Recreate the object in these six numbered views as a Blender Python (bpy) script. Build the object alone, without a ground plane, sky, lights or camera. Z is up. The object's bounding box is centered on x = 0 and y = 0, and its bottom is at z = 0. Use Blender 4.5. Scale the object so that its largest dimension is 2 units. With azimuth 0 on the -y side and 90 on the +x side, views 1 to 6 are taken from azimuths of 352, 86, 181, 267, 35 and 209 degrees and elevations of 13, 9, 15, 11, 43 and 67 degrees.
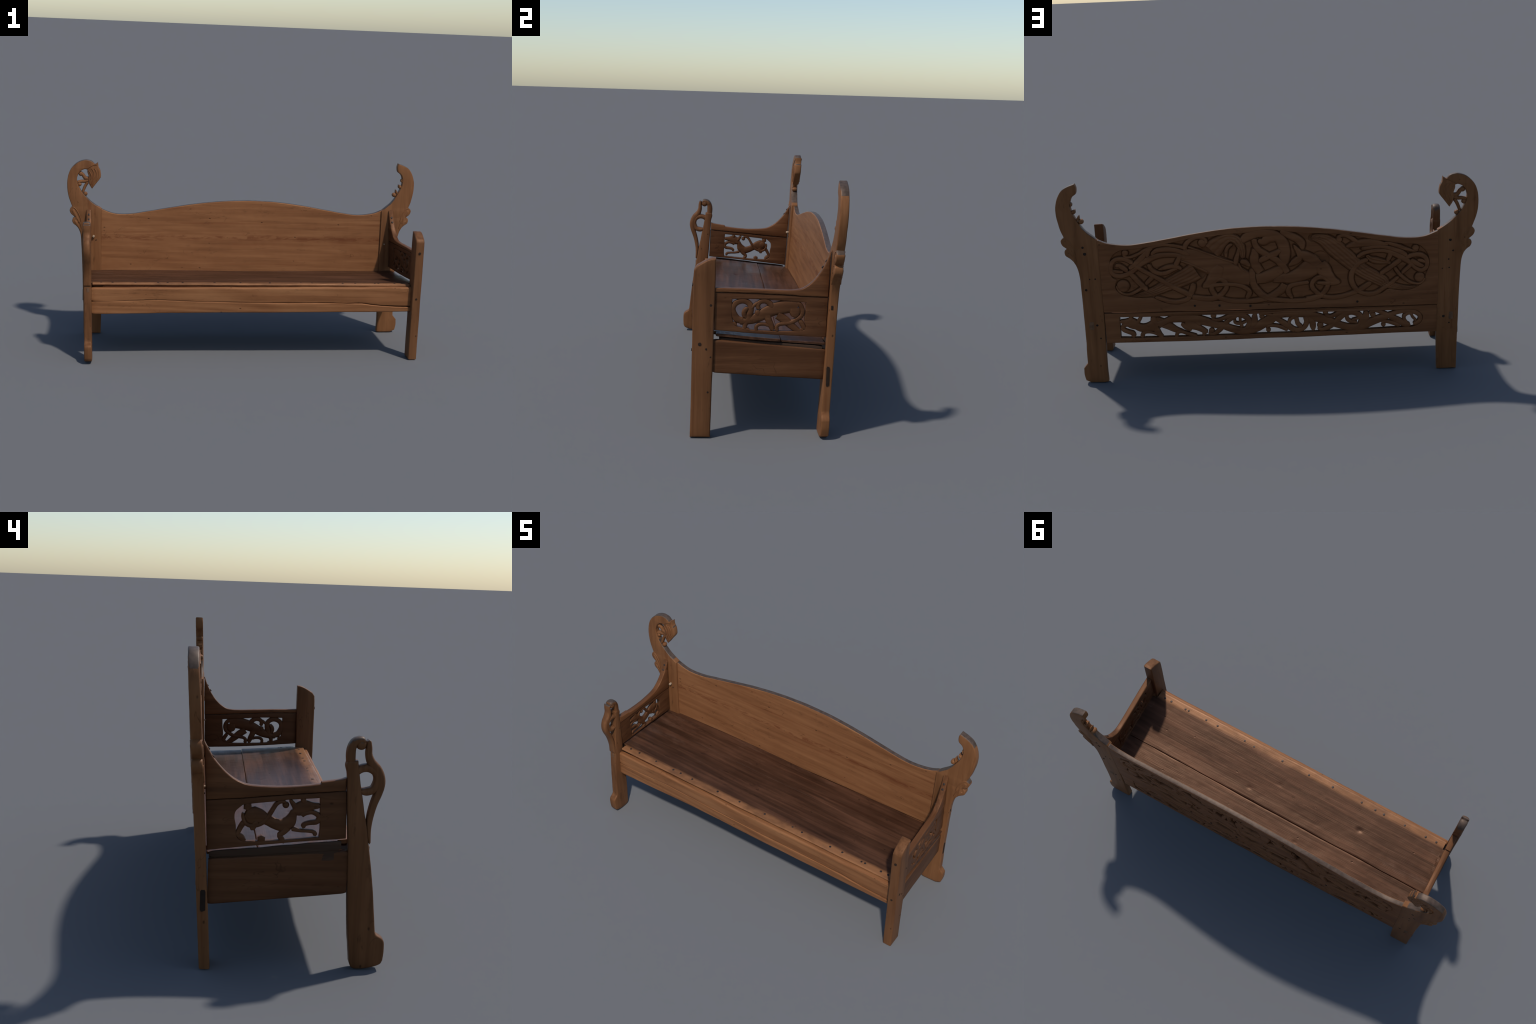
"""A carved wooden bench: serpentine back board with an interlace relief behind,
pierced lower rail, pierced side panels, dragon-headed posts, plank seat."""
import bpy, bmesh, math
import numpy as np
from mathutils import Vector, noise

for o in list(bpy.data.objects):
    bpy.data.objects.remove(o)

# ------------------------------------------------------------------ helpers
def catmull(pts, n=8):
    """Open Catmull-Rom curve through points of any dimension."""
    P = np.array(pts, float)
    if len(P) < 3:
        t = np.linspace(0, 1, n + 1)[:, None]
        return P[0] * (1 - t) + P[-1] * t
    Q = np.vstack([2 * P[0] - P[1], P, 2 * P[-1] - P[-2]])
    out = []
    for i in range(1, len(Q) - 2):
        p0, p1, p2, p3 = Q[i - 1], Q[i], Q[i + 1], Q[i + 2]
        for k in range(n):
            t = k / n
            out.append(.5 * (2 * p1 + (p2 - p0) * t + (2 * p0 - 5 * p1 + 4 * p2 - p3) * t * t
                             + (3 * p1 - p0 - 3 * p2 + p3) * t ** 3))
    out.append(P[-1])
    return np.array(out)

def outline(pts, n=6, cm=True):
    """Closed outline: smooth through (u, v) points, cornered at (u, v, 1) points."""
    k = next((i for i, p in enumerate(pts) if len(p) > 2), 0)
    pts = pts[k:] + pts[:k] + [pts[k]]
    runs, cur = [], [pts[0][:2]]
    for p in pts[1:]:
        cur.append(p[:2])
        if len(p) > 2:
            runs.append(cur)
            cur = [p[:2]]
    if len(cur) > 1:
        runs.append(cur)
    out = []
    for r in runs:
        if len(r) == 2:
            d = math.dist(r[0], r[1])
            m = max(2, int(d / 2.5))
            out += [tuple(np.array(r[0]) + (np.array(r[1]) - np.array(r[0])) * i / m) for i in range(m)]
        else:
            out += [tuple(q) for q in catmull(r, n)[:-1]]
    s = .01 if cm else 1.
    return [(a * s, b * s) for a, b in out]

def nz(x, y, z, f=1.):
    return noise.noise(Vector((x * f, y * f, z * f)))

def wobble(p, amp=.0012, f=7.):
    """Hand-worked unevenness of old timber."""
    x, y, z = p
    k = amp * .45 * nz(x + 1.7, y - 2.1, z + 4.4, f * 4.5)
    x, y, z = x + k, y + k, z - k
    return (x + amp * nz(x + 3.1, y, z, f), y + amp * nz(x, y + 7.7, z, f), z + amp * nz(x, y, z + 5.3, f))

ROOT = bpy.data.objects.new("wooden_bench", None)
bpy.context.scene.collection.objects.link(ROOT)
ROOT["label"] = "old carved pine bench with pierced dragon panels and posts"
ROOT["category"] = "bench"

def add(name, verts, faces, mat, parent=None, angle=35, fix=False):
    me = bpy.data.meshes.new(name)
    me.from_pydata([tuple(v) for v in verts], [], faces)
    bm = bmesh.new(); bm.from_mesh(me)
    if fix:
        bmesh.ops.recalc_face_normals(bm, faces=bm.faces)
    if bm.calc_volume(signed=True) < 0:
        bmesh.ops.reverse_faces(bm, faces=bm.faces)
    bm.to_mesh(me); bm.free()
    me.materials.append(mat)
    me.update()
    ob = bpy.data.objects.new(name, me)
    bpy.context.scene.collection.objects.link(ob)
    ob.parent = parent or ROOT
    if angle >= 180:
        me.shade_smooth()
    else:
        me.set_sharp_from_angle(angle=math.radians(angle))
        me.polygons.foreach_set("use_smooth", [True] * len(me.polygons))
        me.set_sharp_from_angle(angle=math.radians(angle))
    return ob

def slab(name, outlines, thick, place, mat, bevel=.004, parent=None, amp=.001):
    """Board sawn to an outline (with holes), edges rounded; place(u, v, n) -> world."""
    cu = bpy.data.curves.new(name, 'CURVE')
    cu.dimensions = '2D'; cu.fill_mode = 'BOTH'
    cu.extrude = thick / 2 - bevel
    cu.bevel_depth = bevel; cu.bevel_resolution = 2; cu.offset = -bevel
    for ol in outlines:
        sp = cu.splines.new('POLY')
        sp.points.add(len(ol) - 1)
        for p, (u, v) in zip(sp.points, ol):
            p.co = (u, v, 0, 1)
        sp.use_cyclic_u = True
    tmp = bpy.data.objects.new(name + "_outline", cu)
    bpy.context.scene.collection.objects.link(tmp)
    dg = bpy.context.evaluated_depsgraph_get()
    me = tmp.evaluated_get(dg).to_mesh()
    bm = bmesh.new(); bm.from_mesh(me)
    bmesh.ops.remove_doubles(bm, verts=bm.verts, dist=1e-5)
    for v in bm.verts:
        v.co = wobble(place(*v.co), amp)
    bmesh.ops.recalc_face_normals(bm, faces=bm.faces)
    bm.verts.index_update()
    vs = [tuple(v.co) for v in bm.verts]
    fs = [[v.index for v in f.verts] for f in bm.faces]
    bm.free()
    bpy.data.objects.remove(tmp)
    bpy.data.curves.remove(cu)
    return add(name, vs, fs, mat, parent, 40)

def plank(name, ss, lo, hi, thick, place, mat, nv=8, r=.005, disp=None, parent=None, amp=.001):
    """Long board: ss stations, lo/hi edges, rounded arrises; place(s, v, n)."""
    rings = []
    n = len(ss)
    r_lo, r_hi = r if isinstance(r, tuple) else (r, r)
    r = min(r_lo, r_hi)
    ends = [(0, .0025), (1, .0006), (n - 2, .0006), (n - 1, .0025)]
    endin = dict(ends)
    for i, s in enumerate(ss):
        a, b = lo(s), hi(s)
        ins = endin.get(i, 0)
        a += ins; b -= ins
        h = thick / 2 - ins
        ring = []
        vv = np.linspace(a + r_lo, b - r_hi, nv)
        for side in (1, -1):
            seq = vv if side > 0 else vv[::-1]
            for v in seq:
                d = disp(s, v, side) if disp else 0.
                ring.append((s, v, side * h + d))
            edge, sg, q = (b, -1, r_hi) if side > 0 else (a, 1, r_lo)
            q = min(q, h)
            for k in range(1, 3):
                th = math.pi / 2 * k / 3
                # first half of the round-over, then its mirror on the other face
                ring.append((s, edge + sg * q * (1 - math.sin(th)), side * (h - q * (1 - math.cos(th)))))
            ring.append((s, edge, side * (h - q)))
            ring.append((s, edge, -side * (h - q)))
            for k in (2, 1):
                th = math.pi / 2 * k / 3
                ring.append((s, edge + sg * q * (1 - math.sin(th)), -side * (h - q * (1 - math.cos(th)))))
        rings.append(ring)
    m = len(rings[0])
    verts = [wobble(place(*p), amp) for ring in rings for p in ring]
    faces = []
    for i in range(n - 1):
        for j in range(m):
            k = (j + 1) % m
            faces.append((i * m + j, i * m + k, (i + 1) * m + k, (i + 1) * m + j))
    faces.append(tuple(range(m)))
    faces.append(tuple((n - 1) * m + j for j in range(m))[::-1])
    return add(name, verts, faces, mat, parent, 40, fix=True)

def spine(pts, step=.004):
    """Smooth spine from (u, v, width[, ...]) control points in centimetres, resampled evenly."""
    P = catmull([(p[0], p[1], p[2]) for p in pts], 10) * .01
    d = np.r_[0, np.cumsum(np.hypot(*np.diff(P[:, :2], axis=0).T))]
    m = max(4, int(d[-1] / step))
    t = np.linspace(0, d[-1], m + 1)
    C = np.stack([np.interp(t, d, P[:, i]) for i in range(3)], 1)
    T = np.gradient(C[:, :2], axis=0)
    T /= np.linalg.norm(T, axis=1)[:, None] + 1e-12
    # rounded ends
    for i in range(len(C)):
        e0, e1 = t[i], t[-1] - t[i]
        for e, w in ((e0, C[0, 2]), (e1, C[-1, 2])):
            rr = min(.4 * w, t[-1] * .2)
            if e < rr and w < .028:
                C[i, 2] *= math.sqrt(max(.03, 1 - (1 - e / rr) ** 2))
    return C, T

def relief_strand(name, pts, place, ground, height, mat, parent, level=1., flat=5., grooves=0):
    """A raised, rounded band carved out of a sunk ground."""
    C, T = spine(pts)
    K = 41 if grooves else 15
    us = np.linspace(-1, 1, K)
    us = np.sign(us) * (1 - (1 - abs(us)) ** (1.25 if grooves else 1.8))
    verts, faces = [], []
    for (u, v, w), (tx, tz) in zip(C, T):
        for q in us:
            hgt = (max(0, 1 - abs(q) ** flat)) ** .5
            if grooves:
                hgt *= 1 - .22 * abs(math.cos(math.pi * .5 * (grooves + 1) * (q + 1))) ** 4
            nn = ground - .002 + (height * level + .002) * hgt
            a, b = u - tz * q * w / 2, v + tx * q * w / 2
            nn += .0005 * nz(a, b, level, 60)
            verts.append(place(a, b, nn))
    n = len(C)
    for i in range(n - 1):
        for j in range(K - 1):
            faces.append((i * K + j, i * K + j + 1, (i + 1) * K + j + 1, (i + 1) * K + j))
    # back face under the ground, so each band is a closed body
    for i in range(n - 1):
        faces.append((i * K, (i + 1) * K, (i + 1) * K + K - 1, i * K + K - 1))
    faces.append(tuple(range(K)))
    faces.append(tuple((n - 1) * K + j for j in range(K))[::-1])
    return add(name, verts, faces, mat, parent, 50, fix=True)

def round_boss(name, u, v, d, place, ground, height, mat, parent):
    """Domed disc that ends a tendril."""
    u, v, r = u * .01, v * .01, d * .005
    verts, faces = [], []
    M, prof = 28, [(1, -.15), (1, .45), (.95, .72), (.82, .9), (.6, 1.), (.3, 1.05)]
    for (a, h) in prof:
        for k in range(M):
            th = 2 * math.pi * k / M
            verts.append(place(u + r * a * math.cos(th), v + r * a * math.sin(th), ground + height * h))
    for i in range(len(prof) - 1):
        for k in range(M):
            faces.append((i * M + k, i * M + (k + 1) % M, (i + 1) * M + (k + 1) % M, (i + 1) * M + k))
    faces.append(tuple(range(M))); faces.append(tuple((len(prof) - 1) * M + k for k in range(M)))
    return add(name, verts, faces, mat, parent, 50, fix=True)

def fret_strand(name, pts, place, thick, mat, parent, flat=2.6, grooves=0, puff=1., shift=0.):
    """A strand of pierced work, rounded on both faces."""
    C, T = spine(pts)
    M = 36 if grooves else 20
    verts, faces = [], []
    for (u, v, w), (tx, tz) in zip(C, T):
        for k in range(M):
            th = 2 * math.pi * k / M
            c, s = math.cos(th), math.sin(th)
            q = math.copysign(abs(c) ** (2 / flat), c)
            h = math.copysign(abs(s) ** (2 / flat), s)
            if grooves:
                h *= 1 - .3 * abs(math.cos(math.pi * .5 * (grooves + 1) * (q + 1))) ** 3
            a, b = u - tz * q * w / 2, v + tx * q * w / 2
            verts.append(place(a, b, shift + thick * puff / 2 * h + .0006 * nz(a, b, puff, 50)))
    n = len(C)
    for i in range(n - 1):
        for k in range(M):
            faces.append((i * M + k, i * M + (k + 1) % M, (i + 1) * M + (k + 1) % M, (i + 1) * M + k))
    faces.append(tuple(range(M))); faces.append(tuple((n - 1) * M + k for k in range(M)))
    return add(name, verts, faces, mat, parent, 50, fix=True)

def ball(name, u, v, d, place, thick, mat, parent):
    """Flattened knob at the end of a pierced tendril."""
    u, v, r = u * .01, v * .01, d * .005
    verts, faces = [], []
    M, N = 24, 12
    for i in range(N + 1):
        ph = -math.pi / 2 + math.pi * i / N
        a = max(.02, abs(math.cos(ph)) ** .7)
        h = math.copysign(abs(math.sin(ph)) ** .8, math.sin(ph))
        for k in range(M):
            th = 2 * math.pi * k / M
            verts.append(place(u + r * a * math.cos(th), v + r * a * math.sin(th), thick / 2 * h))
    for i in range(N):
        for k in range(M):
            faces.append((i * M + k, i * M + (k + 1) % M, (i + 1) * M + (k + 1) % M, (i + 1) * M + k))
    faces.append(tuple(range(M))); faces.append(tuple(N * M + k for k in range(M)))
    return add(name, verts, faces, mat, parent, 60, fix=True)

def stud(name, p, axis, r, h, mat, parent=None, square=False, r2=None):
    """Nail head, peg end or tenon end standing h proud of a face along axis."""
    ax = Vector(axis).normalized()
    e1 = ax.orthogonal().normalized() if not square else (Vector((0, 0, 1)) if abs(ax.z) < .5 else Vector((1, 0, 0)))
    e2 = ax.cross(e1)
    c = Vector(p)
    M = 14
    r2 = r2 or r
    verts, faces = [], []
    prof = [(1, -.004), (1, h * .6), (.8, h)]
    for a, hh in prof:
        for k in range(M):
            th = 2 * math.pi * k / M
            cc, s = math.cos(th), math.sin(th)
            if square:
                cc = math.copysign(min(1, abs(cc) * 1.38), cc); s = math.copysign(min(1, abs(s) * 1.38), s)
            jr = 1 + .08 * nz(p[0] * 31 + k, p[1] * 17, p[2] * 23)
            verts.append(tuple(c + e1 * r2 * a * cc * jr + e2 * r * a * s * jr + ax * hh))
    for i in range(2):
        for k in range(M):
            faces.append((i * M + k, i * M + (k + 1) % M, (i + 1) * M + (k + 1) % M, (i + 1) * M + k))
    faces.append(tuple(range(M))); faces.append(tuple(2 * M + k for k in range(M)))
    return add(name, verts, faces, mat, parent, 40, fix=True)

# ---------------------------------------------------------------- materials
class Nodes:
    def __init__(self, name):
        self.mat = bpy.data.materials.new(name)
        self.mat.use_nodes = True
        self.nt = self.mat.node_tree
        self.nt.nodes.clear()
    def new(self, kind, **kw):
        n = self.nt.nodes.new(kind)
        for k, v in kw.items():
            if k in n.inputs.keys():
                self.link(v, n.inputs[k])
            else:
                setattr(n, k, v)
        return n
    def link(self, v, sock):
        if isinstance(v, bpy.types.NodeSocket):
            self.nt.links.new(v, sock)
        else:
            sock.default_value = v
    def math(self, op, a, b=0., clamp=False):
        n = self.nt.nodes.new('ShaderNodeMath'); n.operation = op; n.use_clamp = clamp
        self.link(a, n.inputs[0]); self.link(b, n.inputs[1])
        return n.outputs[0]
    def ramp(self, fac, stops, interp='LINEAR'):
        n = self.nt.nodes.new('ShaderNodeValToRGB')
        n.color_ramp.interpolation = interp
        el = n.color_ramp.elements
        while len(el) < len(stops):
            el.new(.5)
        for e, (p, c) in zip(el, stops):
            e.position = p
            e.color = (c, c, c, 1) if isinstance(c, (int, float)) else (*c, 1)
        self.link(fac, n.inputs[0])
        return n.outputs[0]
    def mix(self, fac, a, b, mode='MIX'):
        n = self.nt.nodes.new('ShaderNodeMix'); n.data_type = 'RGBA'; n.blend_type = mode
        self.link(fac, n.inputs[0])
        for v, i in ((a, 6), (b, 7)):
            self.link((*v, 1) if isinstance(v, tuple) and len(v) == 3 else v, n.inputs[i])
        return n.outputs[2]

def wood(name, axis, dark, mid, light, seed=0., rough=.5, figure=.5, wear=None, dirt=.5, spec=.28, contrast=1.):
    """Oiled softwood with its grain along one axis (0 x, 1 y, 2 z)."""
    N = Nodes(name)
    co = N.new('ShaderNodeTexCoord').outputs['Object']
    def coord(along, across, off=0.):
        sc = [across] * 3; sc[axis] = along
        m = N.new('ShaderNodeMapping')
        m.inputs['Scale'].default_value = sc
        m.inputs['Location'].default_value = (seed * 3.7 + off, seed * 1.9 - off, seed * 2.3 + off * .5)
        N.link(co, m.inputs['Vector'])
        return m.outputs[0]
    def nse(vec, scale, detail=4., rough_=.55, dist=0.):
        return N.new('ShaderNodeTexNoise', Vector=vec, Scale=scale, Detail=detail, Roughness=rough_, Distortion=dist).outputs['Fac']
    streak = nse(coord(1.6, 34), 1., 5., .55, .3)
    fine = nse(coord(5, 170, 3.), 1., 3., .6)
    blotch = nse(coord(3., 5., 5.), 1., 4., .6)
    wv = N.new('ShaderNodeTexWave', wave_type='BANDS', bands_direction='DIAGONAL', Vector=coord(.45, 7., 9.), Scale=1.6, Distortion=12.)
    wv.inputs['Detail'].default_value = 2.5; wv.inputs['Detail Scale'].default_value = 1.1
    fig = wv.outputs['Fac']
    g = N.math('ADD', N.math('MULTIPLY', streak, 1 - figure * .35), N.math('MULTIPLY', fig, figure * .35))
    g = N.math('ADD', N.math('MULTIPLY', g, .72), N.math('MULTIPLY', blotch, .36))
    g = N.math('ADD', g, N.math('MULTIPLY', N.math('SUBTRACT', fine, .5), .16))
    col = N.ramp(g, [(.5 - .23 / contrast, dark), (.53, mid), (.53 + .27 / contrast, light)])
    # red-brown latewood lines
    late = N.ramp(nse(coord(1.0, 46, 12.), 1., 3., .5, .8), [(.6, 0.), (.7, 1.)])
    col = N.mix(N.math('MULTIPLY', late, .35), col, tuple(c * f for c, f in zip(mid, (.62, .42, .36))))
    # dents, nail marks and grime
    vo = N.new('ShaderNodeTexVoronoi', Vector=coord(20, 34, 1.), Scale=1., Randomness=1.)
    hit = N.ramp(vo.outputs['Distance'], [(.06, 1.), (.15, 0.)])
    pick = N.ramp(N.new('ShaderNodeSeparateColor', Color=vo.outputs['Color']).outputs[0], [(.80, 0.), (.86, 1.)])
    spot = N.math('MULTIPLY', hit, pick)
    smear = N.ramp(nse(coord(8, 24, 21.), 1., 6., .7), [(.60, 0.), (.74, 1.)])
    grime = N.math('MAXIMUM', N.math('MULTIPLY', spot, .75), N.math('MULTIPLY', smear, dirt))
    col = N.mix(grime, col, tuple(c * f for c, f in zip(dark, (.33, .36, .42))))
    # hairline checks and scratches
    line = N.ramp(N.math('ABSOLUTE', N.math('SUBTRACT', nse(coord(9, 22, 41.), 1., 2., .5, .6), .5)), [(0., 1.), (.012, 0.)])
    line = N.math('MULTIPLY', line, N.ramp(nse(coord(5, 9, 47.), 1., 2.), [(.56, 0.), (.66, 1.)]))
    col = N.mix(N.math('MULTIPLY', line, .6), col, tuple(c * f for c, f in zip(dark, (.4, .4, .4))))
    if wear:
        col = wear(N, co, col, nse, coord)
    bs = N.new('ShaderNodeBsdfPrincipled')
    N.link(col, bs.inputs['Base Color'])
    N.link(N.math('ADD', N.math('MULTIPLY', blotch, .3), rough - .15), bs.inputs['Roughness'])
    hgt = N.math('SUBTRACT', N.math('ADD', N.math('MULTIPLY', streak, .7), N.math('MULTIPLY', fine, .4)), N.math('MULTIPLY', spot, .9))
    bp = N.new('ShaderNodeBump', Height=hgt)
    bp.inputs['Strength'].default_value = .35; bp.inputs['Distance'].default_value = .0035
    N.link(bp.outputs[0], bs.inputs['Normal'])
    bs.inputs['Specular IOR Level'].default_value = spec
    bs.inputs['Specular Tint'].default_value = (1, .58, .38, 1)
    out = N.new('ShaderNodeOutputMaterial')
    N.link(bs.outputs[0], out.inputs['Surface'])
    return N.mat

def plain(name, col, rough=.6, metal=0.):
    N = Nodes(name)
    co = N.new('ShaderNodeTexCoord').outputs['Object']
    n = N.new('ShaderNodeTexNoise', Vector=co, Scale=60., Detail=4.).outputs['Fac']
    c = N.ramp(n, [(.3, tuple(x * .6 for x in col)), (.7, tuple(min(1, x * 1.35) for x in col))])
    bs = N.new('ShaderNodeBsdfPrincipled')
    N.link(c, bs.inputs['Base Color'])
    bs.inputs['Roughness'].default_value = rough; bs.inputs['Metallic'].default_value = metal
    bs.inputs['Specular Tint'].default_value = (1, .74, .58, 1)
    out = N.new('ShaderNodeOutputMaterial'); N.link(bs.outputs[0], out.inputs['Surface'])
    return N.mat

def seat_edge_wear(N, co, col, nse, coord):
    """Honey-coloured strip rubbed along the front arris of the seat, dusty scuffs behind."""
    sep = N.new('ShaderNodeSeparateXYZ', Vector=co)
    y = N.math('ADD', sep.outputs[1], N.math('MULTIPLY', nse(coord(6, 9, 4.), 1., 3.), .022))
    m = N.ramp(N.math('ADD', N.math('MULTIPLY', y, 4.), 1.), [(.335, 1.), (.41, 0.)])
    m = N.math('MULTIPLY', m, N.ramp(nse(coord(9, 14, 8.), 1., 4.), [(.3, .45), (.55, 1.)]))
    col = N.mix(m, col, WORN)
    sc = N.ramp(nse(coord(3.5, 9, 17.), 1., 5., .7), [(.6, 0.), (.74, 1.)])
    return N.mix(N.math('MULTIPLY', sc, .45), col, SCUFF)

PINE_D, PINE_M, PINE_L = (.128, .050, .020), (.200, .083, .034), (.262, .117, .050)
POST_D, POST_M, POST_K = (.098, .039, .0158), (.162, .068, .0275), (.220, .097, .041)
BACK_D, BACK_M, BACK_L = (.090, .034, .014), (.150, .060, .025), (.215, .092, .040)
SEAT_D, SEAT_M, SEAT_L = (.022, .0100, .0058), (.049, .0220, .0124), (.095, .042, .0235)
SIDE_D, SIDE_M, SIDE_L = (.044, .0170, .0075), (.076, .0310, .0135), (.115, .050, .0225)  # darkened well below the pine: baked shade of the bench ends is in here
LEG_D, LEG_M, LEG_K = (.066, .027, .0112), (.122, .0515, .0215), (.178, .079, .034)  # toned down so the legs' side faces look shaded; fronts get it too
WORN, SCUFF = (.235, .105, .046), (.125, .068, .046)

def heart_figure(N, co, col, nse, coord):
    """Reddish flame figure running along the middle of the pine board."""
    z = N.new('ShaderNodeSeparateXYZ', Vector=co).outputs[2]
    z = N.math('ADD', z, N.math('MULTIPLY', N.math('SUBTRACT', nse(coord(3, 6, 2.), 1., 2.), .5), .03))
    band = N.ramp(N.math('ABSOLUTE', N.math('MULTIPLY', N.math('SUBTRACT', z, .557), 20.)), [(0., 1.), (.5, 0.)])
    fl = N.ramp(nse(coord(10, 42, 31.), 1., 4., .6, 1.2), [(.46, 0.), (.56, 1.)])
    return N.mix(N.math('MULTIPLY', N.math('MULTIPLY', band, fl), .7), col, (.115, .034, .013))

M_PANEL = wood("pine_board_wood", 0, PINE_D, PINE_M, PINE_L, 1.3, .5, .35, heart_figure, .45)
M_CARVE = wood("carved_board_wood", 0, BACK_D, BACK_M, BACK_L, 2.1, .55, .3)
M_RAIL = wood("rail_wood", 0, BACK_D, BACK_M, BACK_L, 4.4, .55, .4)
M_POST = wood("post_wood", 2, POST_D, POST_M, POST_K, 3.2, .5, .2)
M_LEG = wood("leg_wood", 2, LEG_D, LEG_M, LEG_K, 6.2, .5, .25, dirt=.7)
M_APRON = wood("apron_wood", 0, PINE_D, PINE_M, PINE_L, 7.9, .48, .7)
M_SIDE = wood("side_wood", 1, SIDE_D, SIDE_M, SIDE_L, 8.6, .5, .5)
M_ARM = wood("arm_wood", 1, SIDE_D, (.112, .045, .0185), (.165, .070, .030), 9.1, .48, .4)  # mid and light tones dimmed to include shading on the arms
M_SEAT = wood("seat_wood", 0, SEAT_D, SEAT_M, SEAT_L, 5.5, .42, .3, seat_edge_wear, .7, .4, 1.5)
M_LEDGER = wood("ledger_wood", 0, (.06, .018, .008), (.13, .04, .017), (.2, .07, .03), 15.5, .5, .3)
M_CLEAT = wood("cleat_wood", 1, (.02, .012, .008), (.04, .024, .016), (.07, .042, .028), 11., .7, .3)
M_PEG = plain("peg_end_wood", (.11, .055, .028), .6)
M_IRON = plain("iron_nail", (.035, .028, .026), .55, .5)
M_HOLE = plain("painted_hole_shadow", (.012, .007, .005), .9)  # near-black paint on proud studs, showing the unlit depth of holes
M_DUST = plain("dusty_top_edge", (.060, .040, .030), .52)
M_PALE = plain("pale_peg_wood", (.30, .22, .15), .6)

def dust(ob, z_min, up=.6):
    """Grey grime lies on the upper edges."""
    ob.data.materials.append(M_DUST)
    k = len(ob.data.materials) - 1
    for f in ob.data.polygons:
        if f.normal.z > up and f.center.z > z_min:
            f.material_index = k

# ---------------------------------------------------------- frame of the back
POST_T = .034
def y_back(x, z):
    """Rear face of the back: it leans backward and stands slightly askew."""
    t = (x + .9) / 1.82
    l, r = .2553 + .0570 * z, .2815 + .0390 * z
    return l + (r - l) * t

def bow(x, z):
    """The boards of the back have warped backward in the middle."""
    s = max(0, 1 - ((x + .12) / (.74 if x > -.12 else .72)) ** 2)
    return .003 + .0125 * s * (.55 + .6 * (z - .36) / .4)

def on_back(u, v, n):
    """n = 0 is the rear face, positive outward."""
    return (u, y_back(u, v) + bow(u, v) + n, v)

def in_post(u, v, n):
    return (u, y_back(u, v) + .002 - POST_T / 2 + n, v)
# -------------------------------------------------------------- rear posts
post_right = [(82.4, .2, 1), (82.5, 8.2), (82.1, 18.5), (81.7, 30.3), (81.5, 38.1), (81.3, 46), (81.3, 60), (81.2, 73.0, 1),
              (83.9, 75.4), (86.6, 77.7), (88.5, 80.0), (90.0, 82.6), (91.5, 85.3), (92.5, 87.9), (92.9, 90.4), (92.6, 92.6),
              (91.7, 94.6), (89.8, 96.0, 1), (89.4, 97.2), (89.3, 99.3), (89.9, 101.0, 1), (93.6, 99.7), (96.3, 98.0), (98.4, 94.8),
              (99.7, 90.7), (99.9, 86.3), (99.3, 81.9), (98.4, 78.2), (97.3, 75.4, 1), (98.5, 74.3), (98.9, 73.1), (98.2, 71.2),
              (96.4, 69.6, 1), (97.4, 68.7), (97.6, 67.2), (97.1, 65.9), (95.2, 64.5), (93.5, 62.7), (92.2, 59.2), (91.5, 54.7),
              (91.4, 50.1), (91.4, 37.8), (91.5, 22.9), (91.8, 15.8), (91.9, 10.3, 1), (94.0, 7.9, 1), (94.1, 4.5), (93.5, 1.4, 1),
              (91.0, .1, 1), (84.3, 0., 1)]
post_left = [(-81.0, .1, 1), (-80.6, 19.4), (-80.7, 31.3), (-80.9, 46.7), (-81.0, 58.2), (-80.8, 72.0, 1), (-84.2, 74.1), (-87.0, 76.2),
             (-89.5, 78.7), (-91.2, 80.5), (-92.9, 83.0), (-94.1, 85.5), (-94.6, 88.0), (-94.4, 89.8), (-93.5, 91.7), (-92.1, 93.2),
             (-90.3, 94.0), (-88.9, 93.7, 1), (-88.9, 92.3), (-88.2, 90.1), (-88.3, 87.5), (-87.7, 85.3), (-86.3, 83.1, 1), (-82.2, 88.4, 1),
             (-81.4, 90.1), (-81.8, 93.5), (-82.8, 95.5), (-83.1, 98.0, 1), (-84.7, 96.7, 1), (-86.4, 98.5), (-88.5, 99.1), (-90.2, 99.2),
             (-93.0, 98.4), (-95.5, 96.8), (-97.7, 94.4), (-99.1, 91.5), (-99.9, 87.8), (-99.9, 82.7), (-99.2, 78.7), (-98.1, 75.4),
             (-97.2, 73.0, 1), (-98.2, 72.0), (-98.6, 70.7), (-98.0, 69.1), (-96.9, 68.0), (-95.7, 67.1, 1), (-96.8, 66.4), (-97.2, 64.9),
             (-96.5, 63.3), (-95.0, 62.1), (-93.5, 60.1), (-92.4, 56.4), (-91.9, 49.4), (-91.4, 37.0), (-91.0, 21.4), (-90.8, 11.0), (-90.6, .1, 1)]
POST_R = slab("rear_post", [outline(post_right)], POST_T, in_post, M_POST, .005)
POST_L = slab("rear_post", [outline(post_left)], POST_T, in_post, M_POST, .005)

dust(POST_R, .74, .5); dust(POST_L, .735, .5)

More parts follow.
